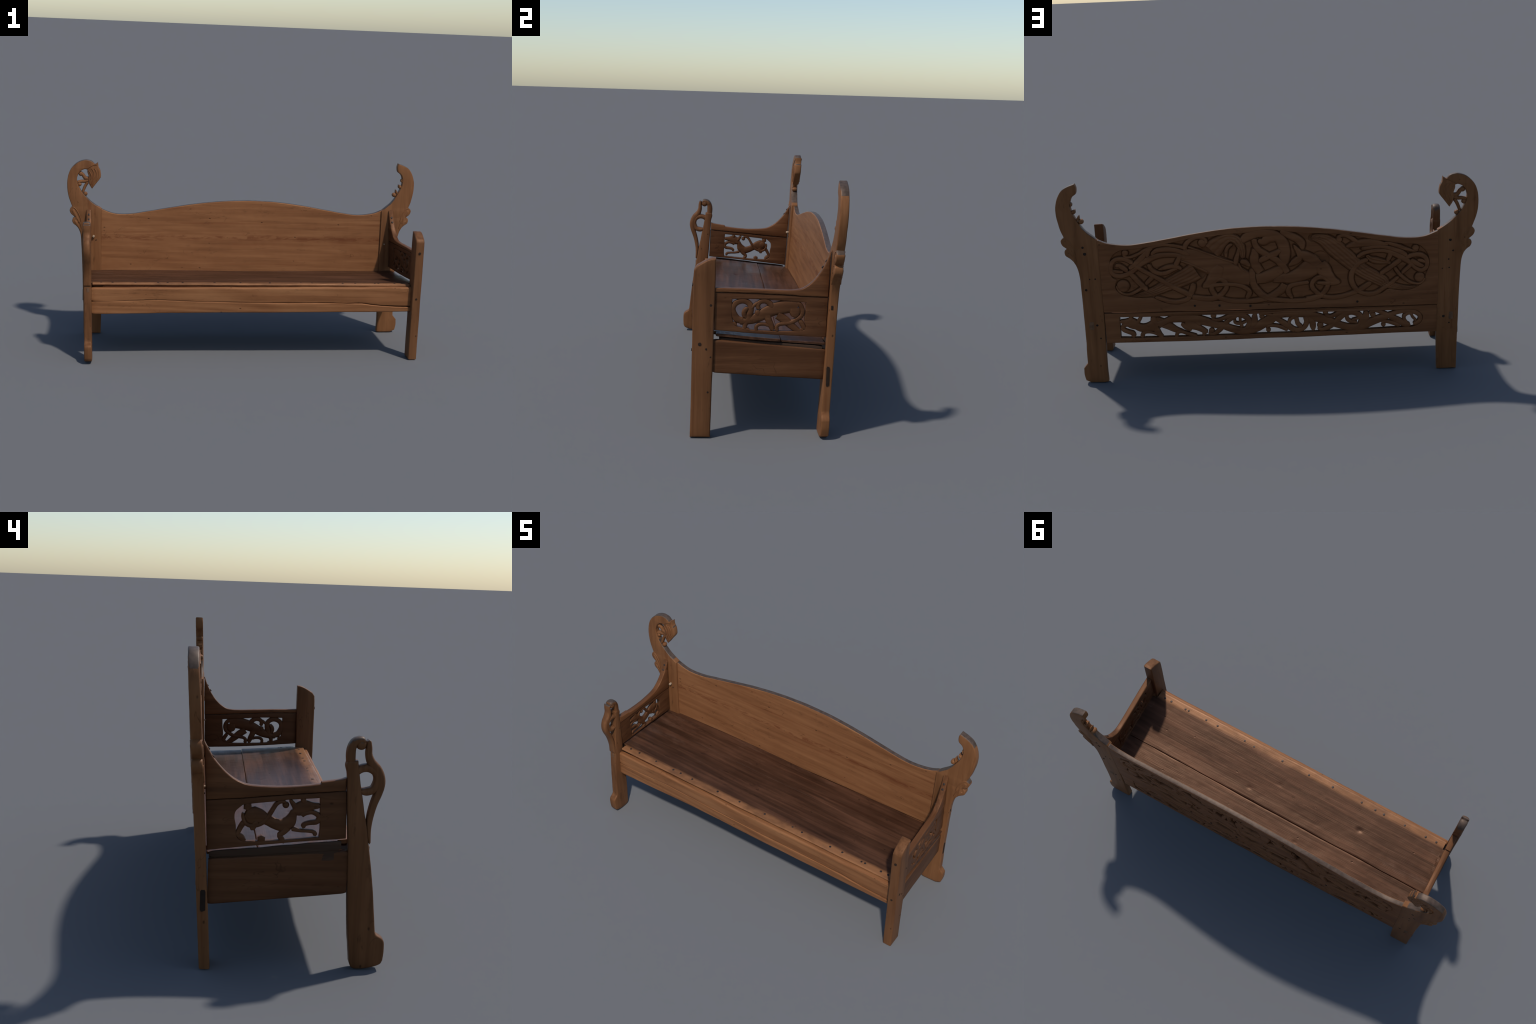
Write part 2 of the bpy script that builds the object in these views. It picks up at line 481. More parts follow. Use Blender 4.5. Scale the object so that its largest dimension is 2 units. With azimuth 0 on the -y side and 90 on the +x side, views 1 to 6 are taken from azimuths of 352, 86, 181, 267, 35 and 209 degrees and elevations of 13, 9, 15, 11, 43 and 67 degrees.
# carved lobes on the outer edge of the posts (both faces)
def lobe(post, pts):
    fret_strand("leaf_lobe", pts, in_post, POST_T, M_POST, post, 2.6, 0, 1.14)
lobe(POST_R, [(97.4, 73.6, 2.6), (96.4, 71.8, 2.7), (94.9, 69.2, 1.9), (93.4, 65.8, .6)])
lobe(POST_R, [(97.5, 74.9, .8), (96.2, 74.6, .9), (94.5, 72.6, .9), (93.2, 69.8, .8), (92.5, 66.8, .4)])
lobe(POST_R, [(96.2, 67.6, 2.2), (95.0, 65.9, 2.4), (93.5, 63.6, 1.4), (92.6, 61.5, .5)])
lobe(POST_R, [(95.6, 69.2, .7), (94.4, 68.3, .8), (93.0, 66.0, .7), (92.0, 62.8, .4)])
lobe(POST_L, [(-97.1, 71.3, 2.6), (-96.0, 69.5, 2.7), (-94.5, 66.9, 1.9), (-93.2, 63.8, .6)])
lobe(POST_L, [(-97.0, 72.6, .8), (-95.8, 72.2, .9), (-94.2, 70.2, .9), (-92.9, 67.4, .8), (-92.2, 64.6, .4)])
lobe(POST_L, [(-95.7, 65.1, 2.2), (-94.6, 63.4, 2.4), (-93.3, 61.2, 1.4), (-92.5, 59.2, .5)])
lobe(POST_L, [(-95.2, 66.7, .7), (-94.0, 65.8, .8), (-92.7, 63.6, .7), (-91.8, 60.6, .4)])

# broken tendril stumps inside the horn of the +x post
for p in ([(92.9, 91.9, 1.4), (92.4, 91.2, 1.2), (92.6, 90.0, .9)], [(92.6, 87.2, 1.6), (91.6, 87.4, 1.7), (90.9, 88.6, 1.0)],
          [(90.2, 83.2, 1.4), (89.6, 84.2, 1.4), (89.3, 85.7, .5)]):
    fret_strand("tendril_stump", p, in_post, POST_T * .85, M_POST, POST_R, 2.3)
ball("tendril_knob", 91.6, 87.4, 2.1, in_post, POST_T * .9, M_POST, POST_R)
ball("tendril_knob", 88.5, 82.6, 2.6, in_post, POST_T * .95, M_POST, POST_R)

# dragon head: mane, cheek and brow ridges, and the vine held in the curl
def head(name, pts, puff=1.16, flat=2.2):
    fret_strand(name, pts, in_post, POST_T, M_POST, POST_L, flat, 0, puff)
head("mane", [(-88.2, 93.4, .8), (-87.2, 91.8, 1.2), (-86.6, 90.0, 1.3), (-87.2, 88.2, .9)])
head("mane", [(-86.6, 94.6, .7), (-85.4, 92.6, 1.1), (-85.3, 90.2, 1.2), (-86.2, 87.6, 1.1), (-86.9, 85.4, .6)])
head("mane", [(-85.0, 94.6, .7), (-83.9, 92.6, 1.2), (-83.9, 90.4, 1.3), (-84.9, 87.8, 1.2), (-86.2, 84.6, .6)])
head("snout", [(-83.0, 94.2, .8), (-82.6, 92.0, 1.3), (-82.8, 89.8, 1.3), (-84.2, 87.6, .9)], 1.1)
head("brow", [(-89.3, 94.2, .5), (-87.5, 95.3, .8), (-85.6, 96.4, .8), (-84.2, 96.9, .6)], 1.12)
head("ear", [(-84.6, 96.3, 1.3), (-83.7, 96.8, 1.2), (-83.2, 97.8, .3)], 1.1)
def curl(name, pts):
    if name == 'ball':
        ball("tendril_knob", *pts[0], in_post, POST_T * .8, M_POST, POST_L)
    else:
        fret_strand(name, pts, in_post, POST_T * .7, M_POST, POST_L, 2.3)
curl('tendril', [(-93.0, 91.5, 1.7), (-91.5, 90.9, 2.0), (-90.2, 89.1, 2.1), (-88.5, 88.5, 2.6), (-87.4, 89.4, 2.0)])
curl('tendril', [(-94.4, 86.4, 1.7), (-92.8, 87.0, 1.7), (-90.5, 87.1, 2.0), (-88.2, 87.7, 2.0)])
curl('tendril', [(-91.5, 80.7, 1.4), (-90.8, 82.7, 1.6), (-89.8, 85.0, 1.7), (-88.5, 86.8, 1.7)])
curl('ball', [(-92.5, 91.3, 2.6)])
curl('ball', [(-93.2, 85.4, 2.4)])
curl('ball', [(-89.9, 80.1, 2.4)])

# -------------------------------------------------------------- back board
BOARD_T, SUNK = .025, .0120
top_curve = catmull([(-82, 72.2), (-80.8, 71.6), (-75.5, 69.6), (-70, 68.8), (-62.8, 69.2), (-55.7, 70.4), (-41.4, 72.9), (-27.2, 75.2), (-13, 76.7), (1.2, 77.3),
                     (12, 77.2), (20.4, 76.7), (34.7, 75.0), (49.2, 72.6), (62.2, 70.7), (69.4, 70.4), (76.5, 71.4), (80.9, 73.1), (82, 73.7)]) * .01
def board_top(x):
    return float(np.interp(x, top_curve[:, 0], top_curve[:, 1])) + .0008 * nz(x, 2., 0, 14)
def board_bottom(x):
    return .354 + .015 * x + .0012 * nz(x, 5., 0, 9)
field = np.array(catmull([(76.2, 63.4), (74.5, 65.7), (72.2, 67.2), (70.3, 67.8), (67.0, 68.1), (59.3, 68.8), (52.8, 69.7), (42.4, 71.5), (34.5, 73.0), (29.4, 72.9), (22.9, 73.7), (16.4, 74.2), (10.0, 74.5), (5.9, 75.3), (-0.8, 75.6), (-8.2, 74.5), (-17.2, 73.2), (-21.9, 73.0), (-27.9, 72.5), (-33.5, 72.1), (-40.8, 70.8), (-48.5, 69.2), (-50.5, 68.6), (-57.4, 67.3), (-62.4, 66.3), (-68.4, 65.7), (-71.3, 65.2), (-74.3, 63.0), (-76.5, 59.3), (-77.0, 55.1), (-76.0, 51.8), (-75.0, 48.9), (-74.5, 46.6), (-72.4, 44.7), (-68.4, 42.8), (-63.4, 42.3), (-57.3, 43.3), (-54.3, 41.6), (-50.3, 40.2), (-46.3, 40.0), (-42.0, 41.5), (-38.3, 40.3), (-33.3, 39.2), (-28.4, 39.1), (-23.4, 39.7), (-20.9, 39.2), (-13.4, 38.0), (-2.9, 38.4), (7.6, 38.3), (13.0, 38.8), (20.9, 39.7), (24.3, 40.6), (28.8, 40.5), (34.0, 41.0), (38.4, 42.0), (41.9, 40.7), (44.2, 39.6), (48.5, 39.8), (52.8, 41.2), (57.0, 43.3), (61.3, 43.2), (67.7, 44.2), (72.0, 45.5), (74.5, 48.1), (74.7, 50.9), (73.9, 52.9), (75.9, 54.3), (76.8, 57.8)]
    , 4)) * .01
def inside_depth(X, Z):
    """Signed distance to the rim of the sunk field (positive inside)."""
    A, Bq = field, np.roll(field, -1, 0)
    best = np.full(X.shape, 9.)
    ins = np.zeros(X.shape, bool)
    for (ax, az), (bx, bz) in zip(A, Bq):
        dx, dz = bx - ax, bz - az
        t = np.clip(((X - ax) * dx + (Z - az) * dz) / (dx * dx + dz * dz + 1e-12), 0, 1)
        best = np.minimum(best, np.hypot(X - ax - t * dx, Z - az - t * dz))
        c = (az > Z) != (bz > Z)
        xi = ax + (Z - az) * dx / np.where(abs(dz) < 1e-9, 1e-9, dz)
        ins ^= c & (X < xi)
    return np.where(ins, best, -best)
GX, GZ = np.linspace(-.83, .83, 1107), np.linspace(.33, .80, 314)
SD = inside_depth(*np.meshgrid(GX, GZ, indexing='ij'))
def sunk(x, z):
    fx, fz = (x - GX[0]) / (GX[1] - GX[0]), (z - GZ[0]) / (GZ[1] - GZ[0])
    i, j = min(max(int(fx), 0), 1105), min(max(int(fz), 0), 312)
    a, b = fx - i, fz - j
    d = (SD[i, j] * (1 - a) + SD[i + 1, j] * a) * (1 - b) + (SD[i, j + 1] * (1 - a) + SD[i + 1, j + 1] * a) * b
    s = min(1, max(0, (d + .0015) / .003))
    dep = s * s * (3 - 2 * s) * SUNK
    e = (TRENCH[i, j] * (1 - a) + TRENCH[i + 1, j] * a) * (1 - b) + (TRENCH[i, j + 1] * (1 - a) + TRENCH[i + 1, j + 1] * a) * b
    dep += s * .005 * max(0, 1 - max(0, e) / .0045)
    if d < .0015:
        # the border is dished down to the carving below and at the ends, crisp along the top
        soft = min(1, max(0, (board_top(x) - z - .035) / .05))
        dep = max(dep, soft * .0055 * math.exp(-max(0, -d) / .018))
    return dep
def board_disp(s, v, side):
    if side < 0:
        return .0006 * nz(s, v, 1., 5)
    return -sunk(s, v) + .0007 * nz(s, v, 3., 28)
def in_board(s, v, n):
    return (s, y_back(s, v) + bow(s, v) - BOARD_T / 2 + n, v)
RELIEF, BOSSES = [], []
def relief(name, pts, level=1., flat=5., grooves=0):
    """Note a carved band: spine points (x, z, width) in centimetres."""
    RELIEF.append((name, [(a, b, w * 1.16 + .12) for a, b, w in pts], level, flat, grooves))
def relief_boss(u, v, d):
    BOSSES.append((u, v, d * 1.08))
# --- far end of the +x half
relief_boss(68.8, 66.5, 2.9)
relief('tendril', [(69.8, 65.8, 1.1), (68.8, 64.5, 1.2), (66.9, 64.2, 1.2), (64.3, 64.9, 1.3), (61.6, 66.1, 1.3), (59.4, 67.4, 1.4), (57.2, 68.4, 1.4), (54.5, 69.2, 1.4), (50.6, 69.8, 1.4), (46.4, 69.5, 1.4), (41.8, 68.5, 1.4), (38.9, 67.3, 1.3)], level=0.95)
relief('strap', [(67.4, 58.4, 1.7), (64.7, 60.4, 2.1), (62.1, 62.6, 2.5), (59.8, 64.9, 2.4), (57.9, 67.1, 1.8), (55.4, 68.6, 1.4)], level=1.1)
relief('tendril', [(56.9, 67.6, 1.3), (57.7, 66.0, 1.6), (58.4, 64.0, 1.5)], level=1.15)
relief('tail', [(56.4, 65.1, 1.3), (54.1, 66.9, 2.0), (50.8, 67.5, 2.3), (46.5, 67.4, 2.3), (42.3, 66.3, 2.2), (38.6, 64.8, 2.0), (37.9, 65.4, 1.0)], level=1.0)
relief('tail', [(40.0, 62.9, 1.5), (43.5, 64.4, 2.1), (46.7, 64.8, 2.1), (51.0, 64.8, 2.3), (54.3, 64.2, 2.5), (57.6, 63.0, 2.7), (59.9, 61.7, 2.6), (62.1, 60.2, 2.2), (64.4, 58.2, 2.0), (66.7, 56.7, 2.1), (69.4, 55.4, 2.1), (72.2, 54.9, 2.1), (75.0, 55.7, 2.0), (76.2, 57.7, 1.8), (76.0, 60.4, 1.8), (74.8, 62.5, 1.9), (72.6, 63.5, 1.9), (70.0, 63.5, 2.0), (67.5, 62.5, 2.0), (65.5, 61.0, 1.8)], level=1.0)
relief('strap', [(65.5, 60.9, 1.7), (63.9, 59.5, 1.8), (61.3, 57.6, 1.9), (58.2, 55.7, 2.0), (55.1, 53.8, 2.0), (52.0, 51.8, 2.2), (47.9, 49.2, 2.3), (43.7, 46.7, 2.3), (40.4, 44.9, 2.3), (37.7, 43.3, 1.3)], level=1.12)
relief('knot_tip', [(73.9, 60.1, 1.5), (72.2, 60.2, 1.9), (70.2, 58.8, 2.1), (68.2, 57.1, 1.8)], level=0.9)
relief('knot_tip', [(75.6, 57.7, 1.2), (73.1, 57.1, 1.4), (70.3, 56.9, 1.2)], level=0.75)
relief('strap', [(67.0, 56.0, 2.0), (65.8, 54.6, 2.1), (63.7, 51.8, 2.3), (61.3, 49.2, 2.3), (59.5, 47.3, 2.1)], level=1.05)
relief('strap', [(55.0, 54.9, 1.9), (57.3, 52.9, 1.9), (60.1, 50.3, 1.7)], level=0.95)
relief('tendril', [(61.7, 49.0, 1.2), (63.3, 47.8, 1.3), (65.4, 46.5, 1.4), (67.6, 45.6, 1.3), (69.8, 45.5, 1.1), (72.1, 46.4, 1.0), (73.6, 48.2, 1.0), (74.3, 50.2, 0.9)], level=0.95)
relief_boss(71.0, 49.9, 5.7)
relief('wing', [(67.7, 44.5, 0.5), (63.4, 44.9, 1.9), (58.9, 45.8, 3.2), (54.5, 47.2, 4.3), (50.0, 49.3, 5.3), (44.5, 51.6, 6.5), (38.9, 54.1, 7.5), (35.3, 56.2, 7.9)], grooves=4, level=0.92)
relief('tendril', [(58.0, 60.6, 1.6), (57.1, 58.1, 1.8), (55.3, 56.5, 2.0), (52.6, 55.5, 2.0), (49.5, 55.8, 2.0), (46.6, 57.1, 1.5), (44.0, 57.9, 1.1)], level=1.0)
relief('leaf', [(53.3, 57.5, 0.6), (50.4, 58.3, 1.7), (47.2, 58.9, 2.0), (44.6, 58.7, 1.9), (42.1, 57.5, 1.3)], level=1.05)
relief('tendril', [(42.4, 64.8, 1.9), (43.2, 62.6, 2.0), (44.4, 60.4, 2.1), (45.2, 59.0, 1.8)], level=1.1)
relief_boss(31.4, 70.2, 3.9)
relief('tendril', [(29.4, 69.9, 1.1), (30.0, 72.0, 1.3), (32.0, 73.0, 1.5), (34.5, 73.0, 1.7), (37.2, 71.8, 1.9), (39.2, 69.8, 2.1), (40.4, 67.3, 1.9)], level=1.1)
relief('strap', [(55.9, 43.6, 1.3), (52.7, 42.5, 1.8), (49.5, 41.2, 2.0), (46.3, 40.7, 2.1), (43.0, 41.0, 2.2), (40.1, 42.1, 2.2), (38.5, 45.1, 2.5), (37.4, 47.7, 2.5), (37.1, 50.3, 2.2)], level=1.0)
# --- winged dragon of the +x half
relief('dragon_body', [(41.8, 64.6, 4.9), (36.5, 63.2, 7.8), (30.2, 60.2, 9.0), (23.8, 57.3, 9.6), (18.8, 54.7, 9.0), (13.7, 52.5, 7.3), (9.3, 51.1, 5.7)], level=0.85, flat=6)
relief('ridge', [(38.5, 68.6, 0.7), (29.9, 65.1, 0.8), (22.3, 61.8, 0.9), (16.9, 59.9, 0.8)], level=1.05)
relief('ridge', [(42.6, 61.8, 0.7), (36.7, 59.3, 0.9), (29.9, 55.6, 0.9)], level=1.05)
relief('thigh', [(23.3, 58.3, 3.6), (25.3, 55.1, 6.5), (27.5, 52.3, 4.7), (29.8, 50.0, 2.9), (32.3, 48.4, 1.3)], level=1.08)
relief('shin', [(32.5, 48.1, 1.2), (29.3, 48.4, 1.8), (26.2, 48.8, 1.8), (20.4, 48.9, 1.8), (15.2, 48.2, 1.8), (12.1, 46.9, 2.0), (10.1, 44.8, 2.0), (10.5, 42.9, 2.0), (11.7, 41.1, 1.4)], level=1.05)
relief('strap', [(38.1, 43.1, 2.2), (33.4, 42.1, 2.4), (29.2, 41.8, 2.4), (25.5, 42.6, 2.4), (22.7, 44.8, 2.2), (21.1, 47.5, 2.1), (21.5, 50.0, 2.1), (23.7, 51.5, 2.0), (26.0, 51.2, 2.1), (27.8, 49.4, 2.2), (28.4, 47.2, 2.2), (27.7, 45.0, 2.2), (26.0, 42.9, 2.1), (22.9, 41.3, 2.1), (18.3, 40.1, 2.2), (13.0, 39.8, 2.2), (7.7, 40.1, 2.2), (3.5, 40.8, 2.1)], level=0.98)
relief('wing', [(12.5, 61.8, 1.6), (12.6, 65.0, 2.7), (13.4, 68.2, 3.5), (15.3, 71.1, 3.9), (18.6, 72.2, 4.1), (22.0, 70.7, 5.7), (25.0, 68.2, 7.5), (27.2, 66.1, 7.8)], grooves=2, level=1.0)
relief('feather', [(20.5, 62.8, 1.3), (20.3, 65.9, 1.5), (19.1, 68.0, 1.5), (17.1, 69.2, 1.0)], level=1.05)
relief('feather', [(16.2, 58.6, 2.1), (15.7, 61.3, 2.1), (14.8, 64.0, 1.7), (14.1, 67.0, 1.3)], level=1.08)
relief('dragon_head', [(13.8, 60.2, 2.1), (11.7, 59.8, 2.7), (9.2, 57.9, 1.3)], level=1.1)
relief('jaw', [(14.7, 59.7, 1.0), (13.9, 57.3, 0.9), (12.2, 55.3, 0.8), (9.9, 54.5, 0.6)], level=0.9)
# --- knot in the middle
relief('strap', [(6.7, 71.4, 2.3), (6.4, 68.9, 2.5), (5.0, 66.1, 2.6), (2.0, 63.8, 2.6), (-1.3, 61.8, 2.6), (-4.3, 59.7, 2.9), (-6.5, 57.2, 3.1), (-8.4, 53.8, 2.6)], level=1.08)
relief('strap', [(-5.8, 65.3, 1.7), (-3.4, 63.7, 2.6), (-0.2, 62.4, 2.7), (2.7, 61.1, 2.7), (4.8, 59.7, 2.1)], level=1.18)
relief('strap', [(7.5, 66.6, 1.0), (6.8, 63.7, 3.2), (7.0, 60.5, 4.2), (6.2, 57.1, 4.0), (4.4, 54.5, 3.4)], level=1.0)
relief('strap', [(12.6, 70.5, 2.8), (9.9, 72.5, 3.9), (6.5, 73.7, 3.9), (2.9, 74.1, 3.6), (-1.7, 73.4, 3.9), (-4.8, 71.6, 4.2), (-6.7, 68.9, 4.8), (-7.5, 65.3, 4.9), (-7.5, 61.5, 4.7), (-7.9, 57.9, 2.3)], level=1.0, flat=5)
relief('strap', [(-16.2, 65.4, 1.7), (-15.7, 68.3, 3.4), (-13.7, 70.5, 3.3), (-11.0, 72.0, 3.3), (-8.4, 73.4, 2.8), (-5.9, 74.8, 2.0)], level=1.08)
relief('strap', [(5.0, 70.4, 1.5), (2.5, 69.8, 3.4), (-0.4, 71.3, 3.9), (-4.2, 71.6, 3.6)], level=0.9)
relief('dragon_body', [(6.5, 51.1, 4.7), (3.1, 51.5, 5.0), (-0.9, 52.7, 5.2), (-4.1, 54.5, 4.7), (-6.2, 56.4, 2.6)], level=0.95, flat=5)
relief('dragon_body', [(-1.8, 49.8, 1.6), (-6.0, 50.9, 4.2), (-10.0, 51.0, 5.0), (-13.9, 52.2, 6.0), (-17.9, 54.2, 7.6), (-21.3, 56.8, 7.8), (-24.5, 59.4, 7.0)], level=0.9, flat=5)
relief('strap', [(8.7, 56.7, 1.0), (8.5, 53.9, 2.9), (8.3, 50.9, 2.9), (7.7, 47.8, 3.0), (6.0, 44.9, 3.0), (3.5, 42.3, 2.9), (0.7, 40.9, 2.5), (-3.0, 40.0, 2.2), (-8.2, 39.3, 2.2), (-13.5, 39.1, 2.2), (-18.8, 39.4, 2.1), (-22.7, 40.4, 2.1), (-25.7, 41.7, 1.9)], level=1.1)
relief('strap', [(-7.2, 47.9, 3.1), (-5.7, 45.3, 3.4), (-2.8, 43.2, 3.1), (0.1, 41.6, 2.9), (3.6, 40.6, 2.4), (7.5, 39.9, 2.2), (12.8, 39.8, 2.1)], level=1.0)
relief('claw', [(-10.6, 40.3, 0.9), (-8.9, 42.9, 2.1), (-8.7, 45.2, 2.1), (-10.1, 47.0, 2.0), (-13.8, 47.9, 1.8), (-18.8, 48.4, 1.7)], level=1.08)
relief('dragon_head', [(-9.3, 57.2, 0.7), (-11.5, 58.6, 2.7), (-13.6, 59.9, 3.2), (-14.9, 61.5, 2.5), (-14.3, 64.0, 2.5), (-12.9, 66.2, 1.6), (-12.1, 67.6, 0.7)], level=1.02)
relief('dragon_neck', [(-13.8, 63.7, 2.0), (-16.8, 62.2, 3.9), (-19.4, 60.5, 4.7), (-22.4, 58.4, 5.2)], level=1.02)
# --- winged dragon of the -x half
relief('wing', [(-20.4, 70.5, 2.2), (-23.3, 70.5, 3.6), (-27.1, 69.0, 5.6), (-31.4, 65.3, 7.3), (-36.2, 60.8, 7.1), (-40.5, 56.8, 6.6), (-44.7, 53.1, 6.0), (-49.6, 50.1, 5.7), (-54.5, 47.2, 5.1), (-54.9, 46.2, 3.8), (-59.4, 44.7, 3.0), (-64.4, 43.6, 2.1), (-68.4, 43.6, 1.4), (-72.0, 44.5, 0.5)], grooves=4, level=0.95)
relief('thigh', [(-24.2, 57.7, 5.1), (-26.0, 54.5, 6.2), (-28.2, 51.5, 4.5), (-30.6, 49.1, 3.1), (-33.6, 48.0, 1.2)], level=1.08)
relief('shin', [(-33.7, 47.7, 1.0), (-31.5, 47.5, 2.0), (-27.3, 47.5, 1.8), (-22.7, 48.0, 1.4)], level=1.1)
relief('strap', [(-17.0, 39.9, 1.9), (-21.0, 40.4, 2.1), (-24.5, 41.7, 2.2), (-26.8, 44.0, 2.2), (-27.9, 46.6, 2.2), (-27.9, 48.9, 2.0), (-25.7, 50.6, 1.8), (-23.5, 50.6, 2.0), (-21.5, 49.5, 2.0), (-20.2, 47.4, 2.0), (-20.6, 45.1, 2.0), (-22.5, 42.9, 2.0), (-25.4, 40.9, 2.0), (-29.1, 40.1, 2.0), (-33.9, 40.3, 2.1), (-38.3, 41.4, 2.1), (-42.3, 43.0, 2.2), (-45.8, 45.0, 2.3), (-48.8, 47.1, 2.0)], level=1.0)
relief('strap', [(-47.4, 58.7, 2.0), (-44.5, 57.8, 2.1), (-42.0, 56.1, 2.2), (-40.2, 53.6, 2.3), (-39.3, 50.8, 2.3), (-39.4, 47.9, 2.3), (-40.6, 45.0, 2.2), (-42.6, 42.8, 2.0), (-44.8, 41.6, 2.0), (-47.7, 41.0, 2.1), (-51.2, 41.5, 2.1), (-54.3, 43.5, 1.9), (-57.4, 45.5, 1.9), (-59.8, 47.3, 1.7), (-62.1, 49.4, 1.4)], level=1.12)
relief_boss(-33.8, 69.4, 2.7)
relief('tendril', [(-33.0, 69.8, 1.4), (-34.0, 71.0, 1.5), (-36.2, 71.4, 1.6), (-38.6, 70.5, 1.8), (-40.7, 69.0, 1.9), (-42.7, 67.5, 1.5)], level=1.05)
relief('tail', [(-37.0, 65.6, 1.2), (-41.2, 66.6, 2.9), (-46.1, 67.1, 3.6), (-50.9, 67.0, 3.5), (-54.1, 66.5, 2.0), (-57.4, 66.0, 1.4)], level=0.95, flat=4)
relief('tendril', [(-55.3, 67.1, 0.6), (-57.8, 66.4, 1.6), (-60.0, 65.6, 1.8), (-62.4, 64.7, 1.9), (-65.4, 63.4, 1.6), (-68.2, 62.4, 1.2), (-70.2, 62.0, 0.8), (-71.5, 62.7, 0.7)], level=1.05)
relief_boss(-70.3, 63.6, 3.0)
relief('tail', [(-44.3, 64.4, 1.2), (-46.5, 64.5, 1.6), (-50.5, 64.9, 1.6), (-54.5, 64.8, 1.7), (-58.4, 63.9, 1.9), (-61.4, 62.7, 2.1), (-64.0, 61.4, 2.2), (-66.2, 59.7, 1.8)], level=1.05)
relief('tail', [(-42.3, 60.1, 1.4), (-45.5, 62.0, 1.8), (-49.5, 62.9, 1.8), (-53.5, 63.0, 1.7), (-56.6, 62.5, 1.8), (-59.8, 61.1, 2.3), (-62.4, 59.8, 2.5), (-65.4, 57.9, 2.4), (-67.4, 56.4, 2.0), (-69.0, 54.6, 1.7), (-71.0, 52.9, 1.8), (-73.4, 52.1, 2.0), (-75.4, 53.5, 2.0), (-75.9, 56.2, 1.8), (-75.0, 58.5, 2.0), (-72.4, 60.0, 2.2), (-69.4, 60.1, 2.2), (-67.0, 59.3, 2.0), (-65.2, 58.4, 1.2)], level=1.0)
relief('knot_tip', [(-67.8, 57.7, 1.9), (-70.4, 55.9, 2.2), (-72.6, 54.6, 1.8), (-74.4, 54.4, 1.0)], level=1.08)
relief('knot_tip', [(-71.2, 57.5, 1.2), (-73.4, 56.9, 1.6), (-75.2, 55.9, 1.0)], level=0.8)
relief('leaf', [(-46.7, 61.0, 1.2), (-48.5, 59.0, 2.2), (-51.0, 58.0, 3.0), (-53.8, 57.4, 2.4), (-56.6, 56.9, 1.5), (-58.4, 56.4, 1.0)], grooves=1, level=1.0)
relief('tendril', [(-57.9, 62.9, 1.8), (-58.1, 60.6, 2.0), (-57.4, 58.8, 1.8), (-56.6, 57.3, 1.5)], level=1.1)
relief('strap', [(-63.2, 58.1, 2.2), (-60.6, 56.1, 2.2), (-57.8, 54.1, 2.2), (-55.0, 52.2, 2.0), (-53.2, 51.0, 1.7)], level=1.05)
relief('strap', [(-68.6, 55.7, 1.8), (-66.8, 53.9, 1.7), (-65.0, 52.3, 1.6), (-63.6, 50.9, 1.2)], level=1.1)
relief('tendril', [(-60.1, 54.3, 1.3), (-61.8, 51.6, 1.6), (-64.0, 49.2, 1.6), (-66.6, 47.0, 1.4), (-69.4, 45.7, 1.1), (-72.0, 45.4, 1.0), (-73.9, 46.5, 0.8), (-74.7, 48.3, 0.7)], level=1.15)
relief_boss(-72.3, 48.6, 4.6)
# the knife-cut trench that runs round every band
TRENCH = np.full(SD.shape, 9.)
def cut_round(u, v, half):
    i0, i1 = np.searchsorted(GX, (u - half - .006, u + half + .006))
    j0, j1 = np.searchsorted(GZ, (v - half - .006, v + half + .006))
    d = np.hypot(GX[i0:i1, None] - u, GZ[None, j0:j1] - v) - half
    TRENCH[i0:i1, j0:j1] = np.minimum(TRENCH[i0:i1, j0:j1], d)
for _, pts, *_r in RELIEF:
    for u, v, w in spine(pts)[0]:
        cut_round(u, v, w / 2)
for u, v, d in BOSSES:
    cut_round(u * .01, v * .01, d * .005)
BOARD = plank("back_board", np.linspace(-.812, .815, 900), board_bottom, board_top, BOARD_T, in_board, M_CARVE, 210, .004, board_disp, amp=.0006)
BOARD.data.materials.append(M_PANEL)
BOARD.data.materials.append(M_DUST)
for f in BOARD.data.polygons:          # smooth pine face towards the seat, carved face behind
    f.material_index = 1 if f.normal.y < -.5 else 2 if f.normal.z > .75 and f.center.z > .6 else 0

for name, pts, level, flat, grooves in RELIEF:
    relief_strand("carved_" + name, pts, on_back, -SUNK, SUNK, M_CARVE, BOARD, level, flat, grooves)
for u, v, d in BOSSES:
    round_boss("carved_boss", u, v, d, on_back, -SUNK, SUNK, M_CARVE, BOARD)
# ------------------------------------------------------------- pierced rail
RAIL_T = .030
def in_rail(u, v, n):
    return (u, y_back(u, v) + bow(u, v) - .004 - RAIL_T / 2 + n, v)
rail_out = [(81.6, 20.6, 1), (81.4, 36.0, 1), (37, 35.3), (3, 34.9), (-33, 34.5), (-81, 33.9, 1), (-81, 20.0, 1), (-49, 20.1), (-18, 19.9), (4, 20.1), (24, 20.0), (53, 20.2)]
rail_win = [(74.2, 33.9, 1), (58, 33.5), (33, 33.4), (9, 33.0), (-7, 33.0), (-34, 32.5), (-55, 32.1), (-69, 31.9), (-73.2, 29.6), (-73.9, 27), (-72.6, 24.6), (-69, 23.0),
            (-65, 22.9), (-50, 22.6), (-31, 22.4), (-6, 22.4), (17, 22.4), (43, 22.5), (64, 22.7), (74.4, 23.1, 1)]
RAIL = slab("back_rail", [outline(rail_out), outline(rail_win)], RAIL_T, in_rail, M_RAIL, .003)
FRET = dict(place=in_rail, thick=RAIL_T * .92, mat=M_RAIL, parent=RAIL, pre="pierced_", wide=1.22, flat=4.)
def fret(name, pts, flat=None, grooves=0, puff=1.):
    pts = [(a, b, w * FRET['wide'] + .1) for a, b, w in pts]
    fret_strand(FRET['pre'] + name, pts, FRET['place'], FRET['thick'], FRET['mat'], FRET['parent'], flat or FRET['flat'], grooves, puff)
def fret_boss(u, v, d, puff=1.06):
    ball(FRET['pre'] + "knob", u, v, d, FRET['place'], FRET['thick'] * puff, FRET['mat'], FRET['parent'])
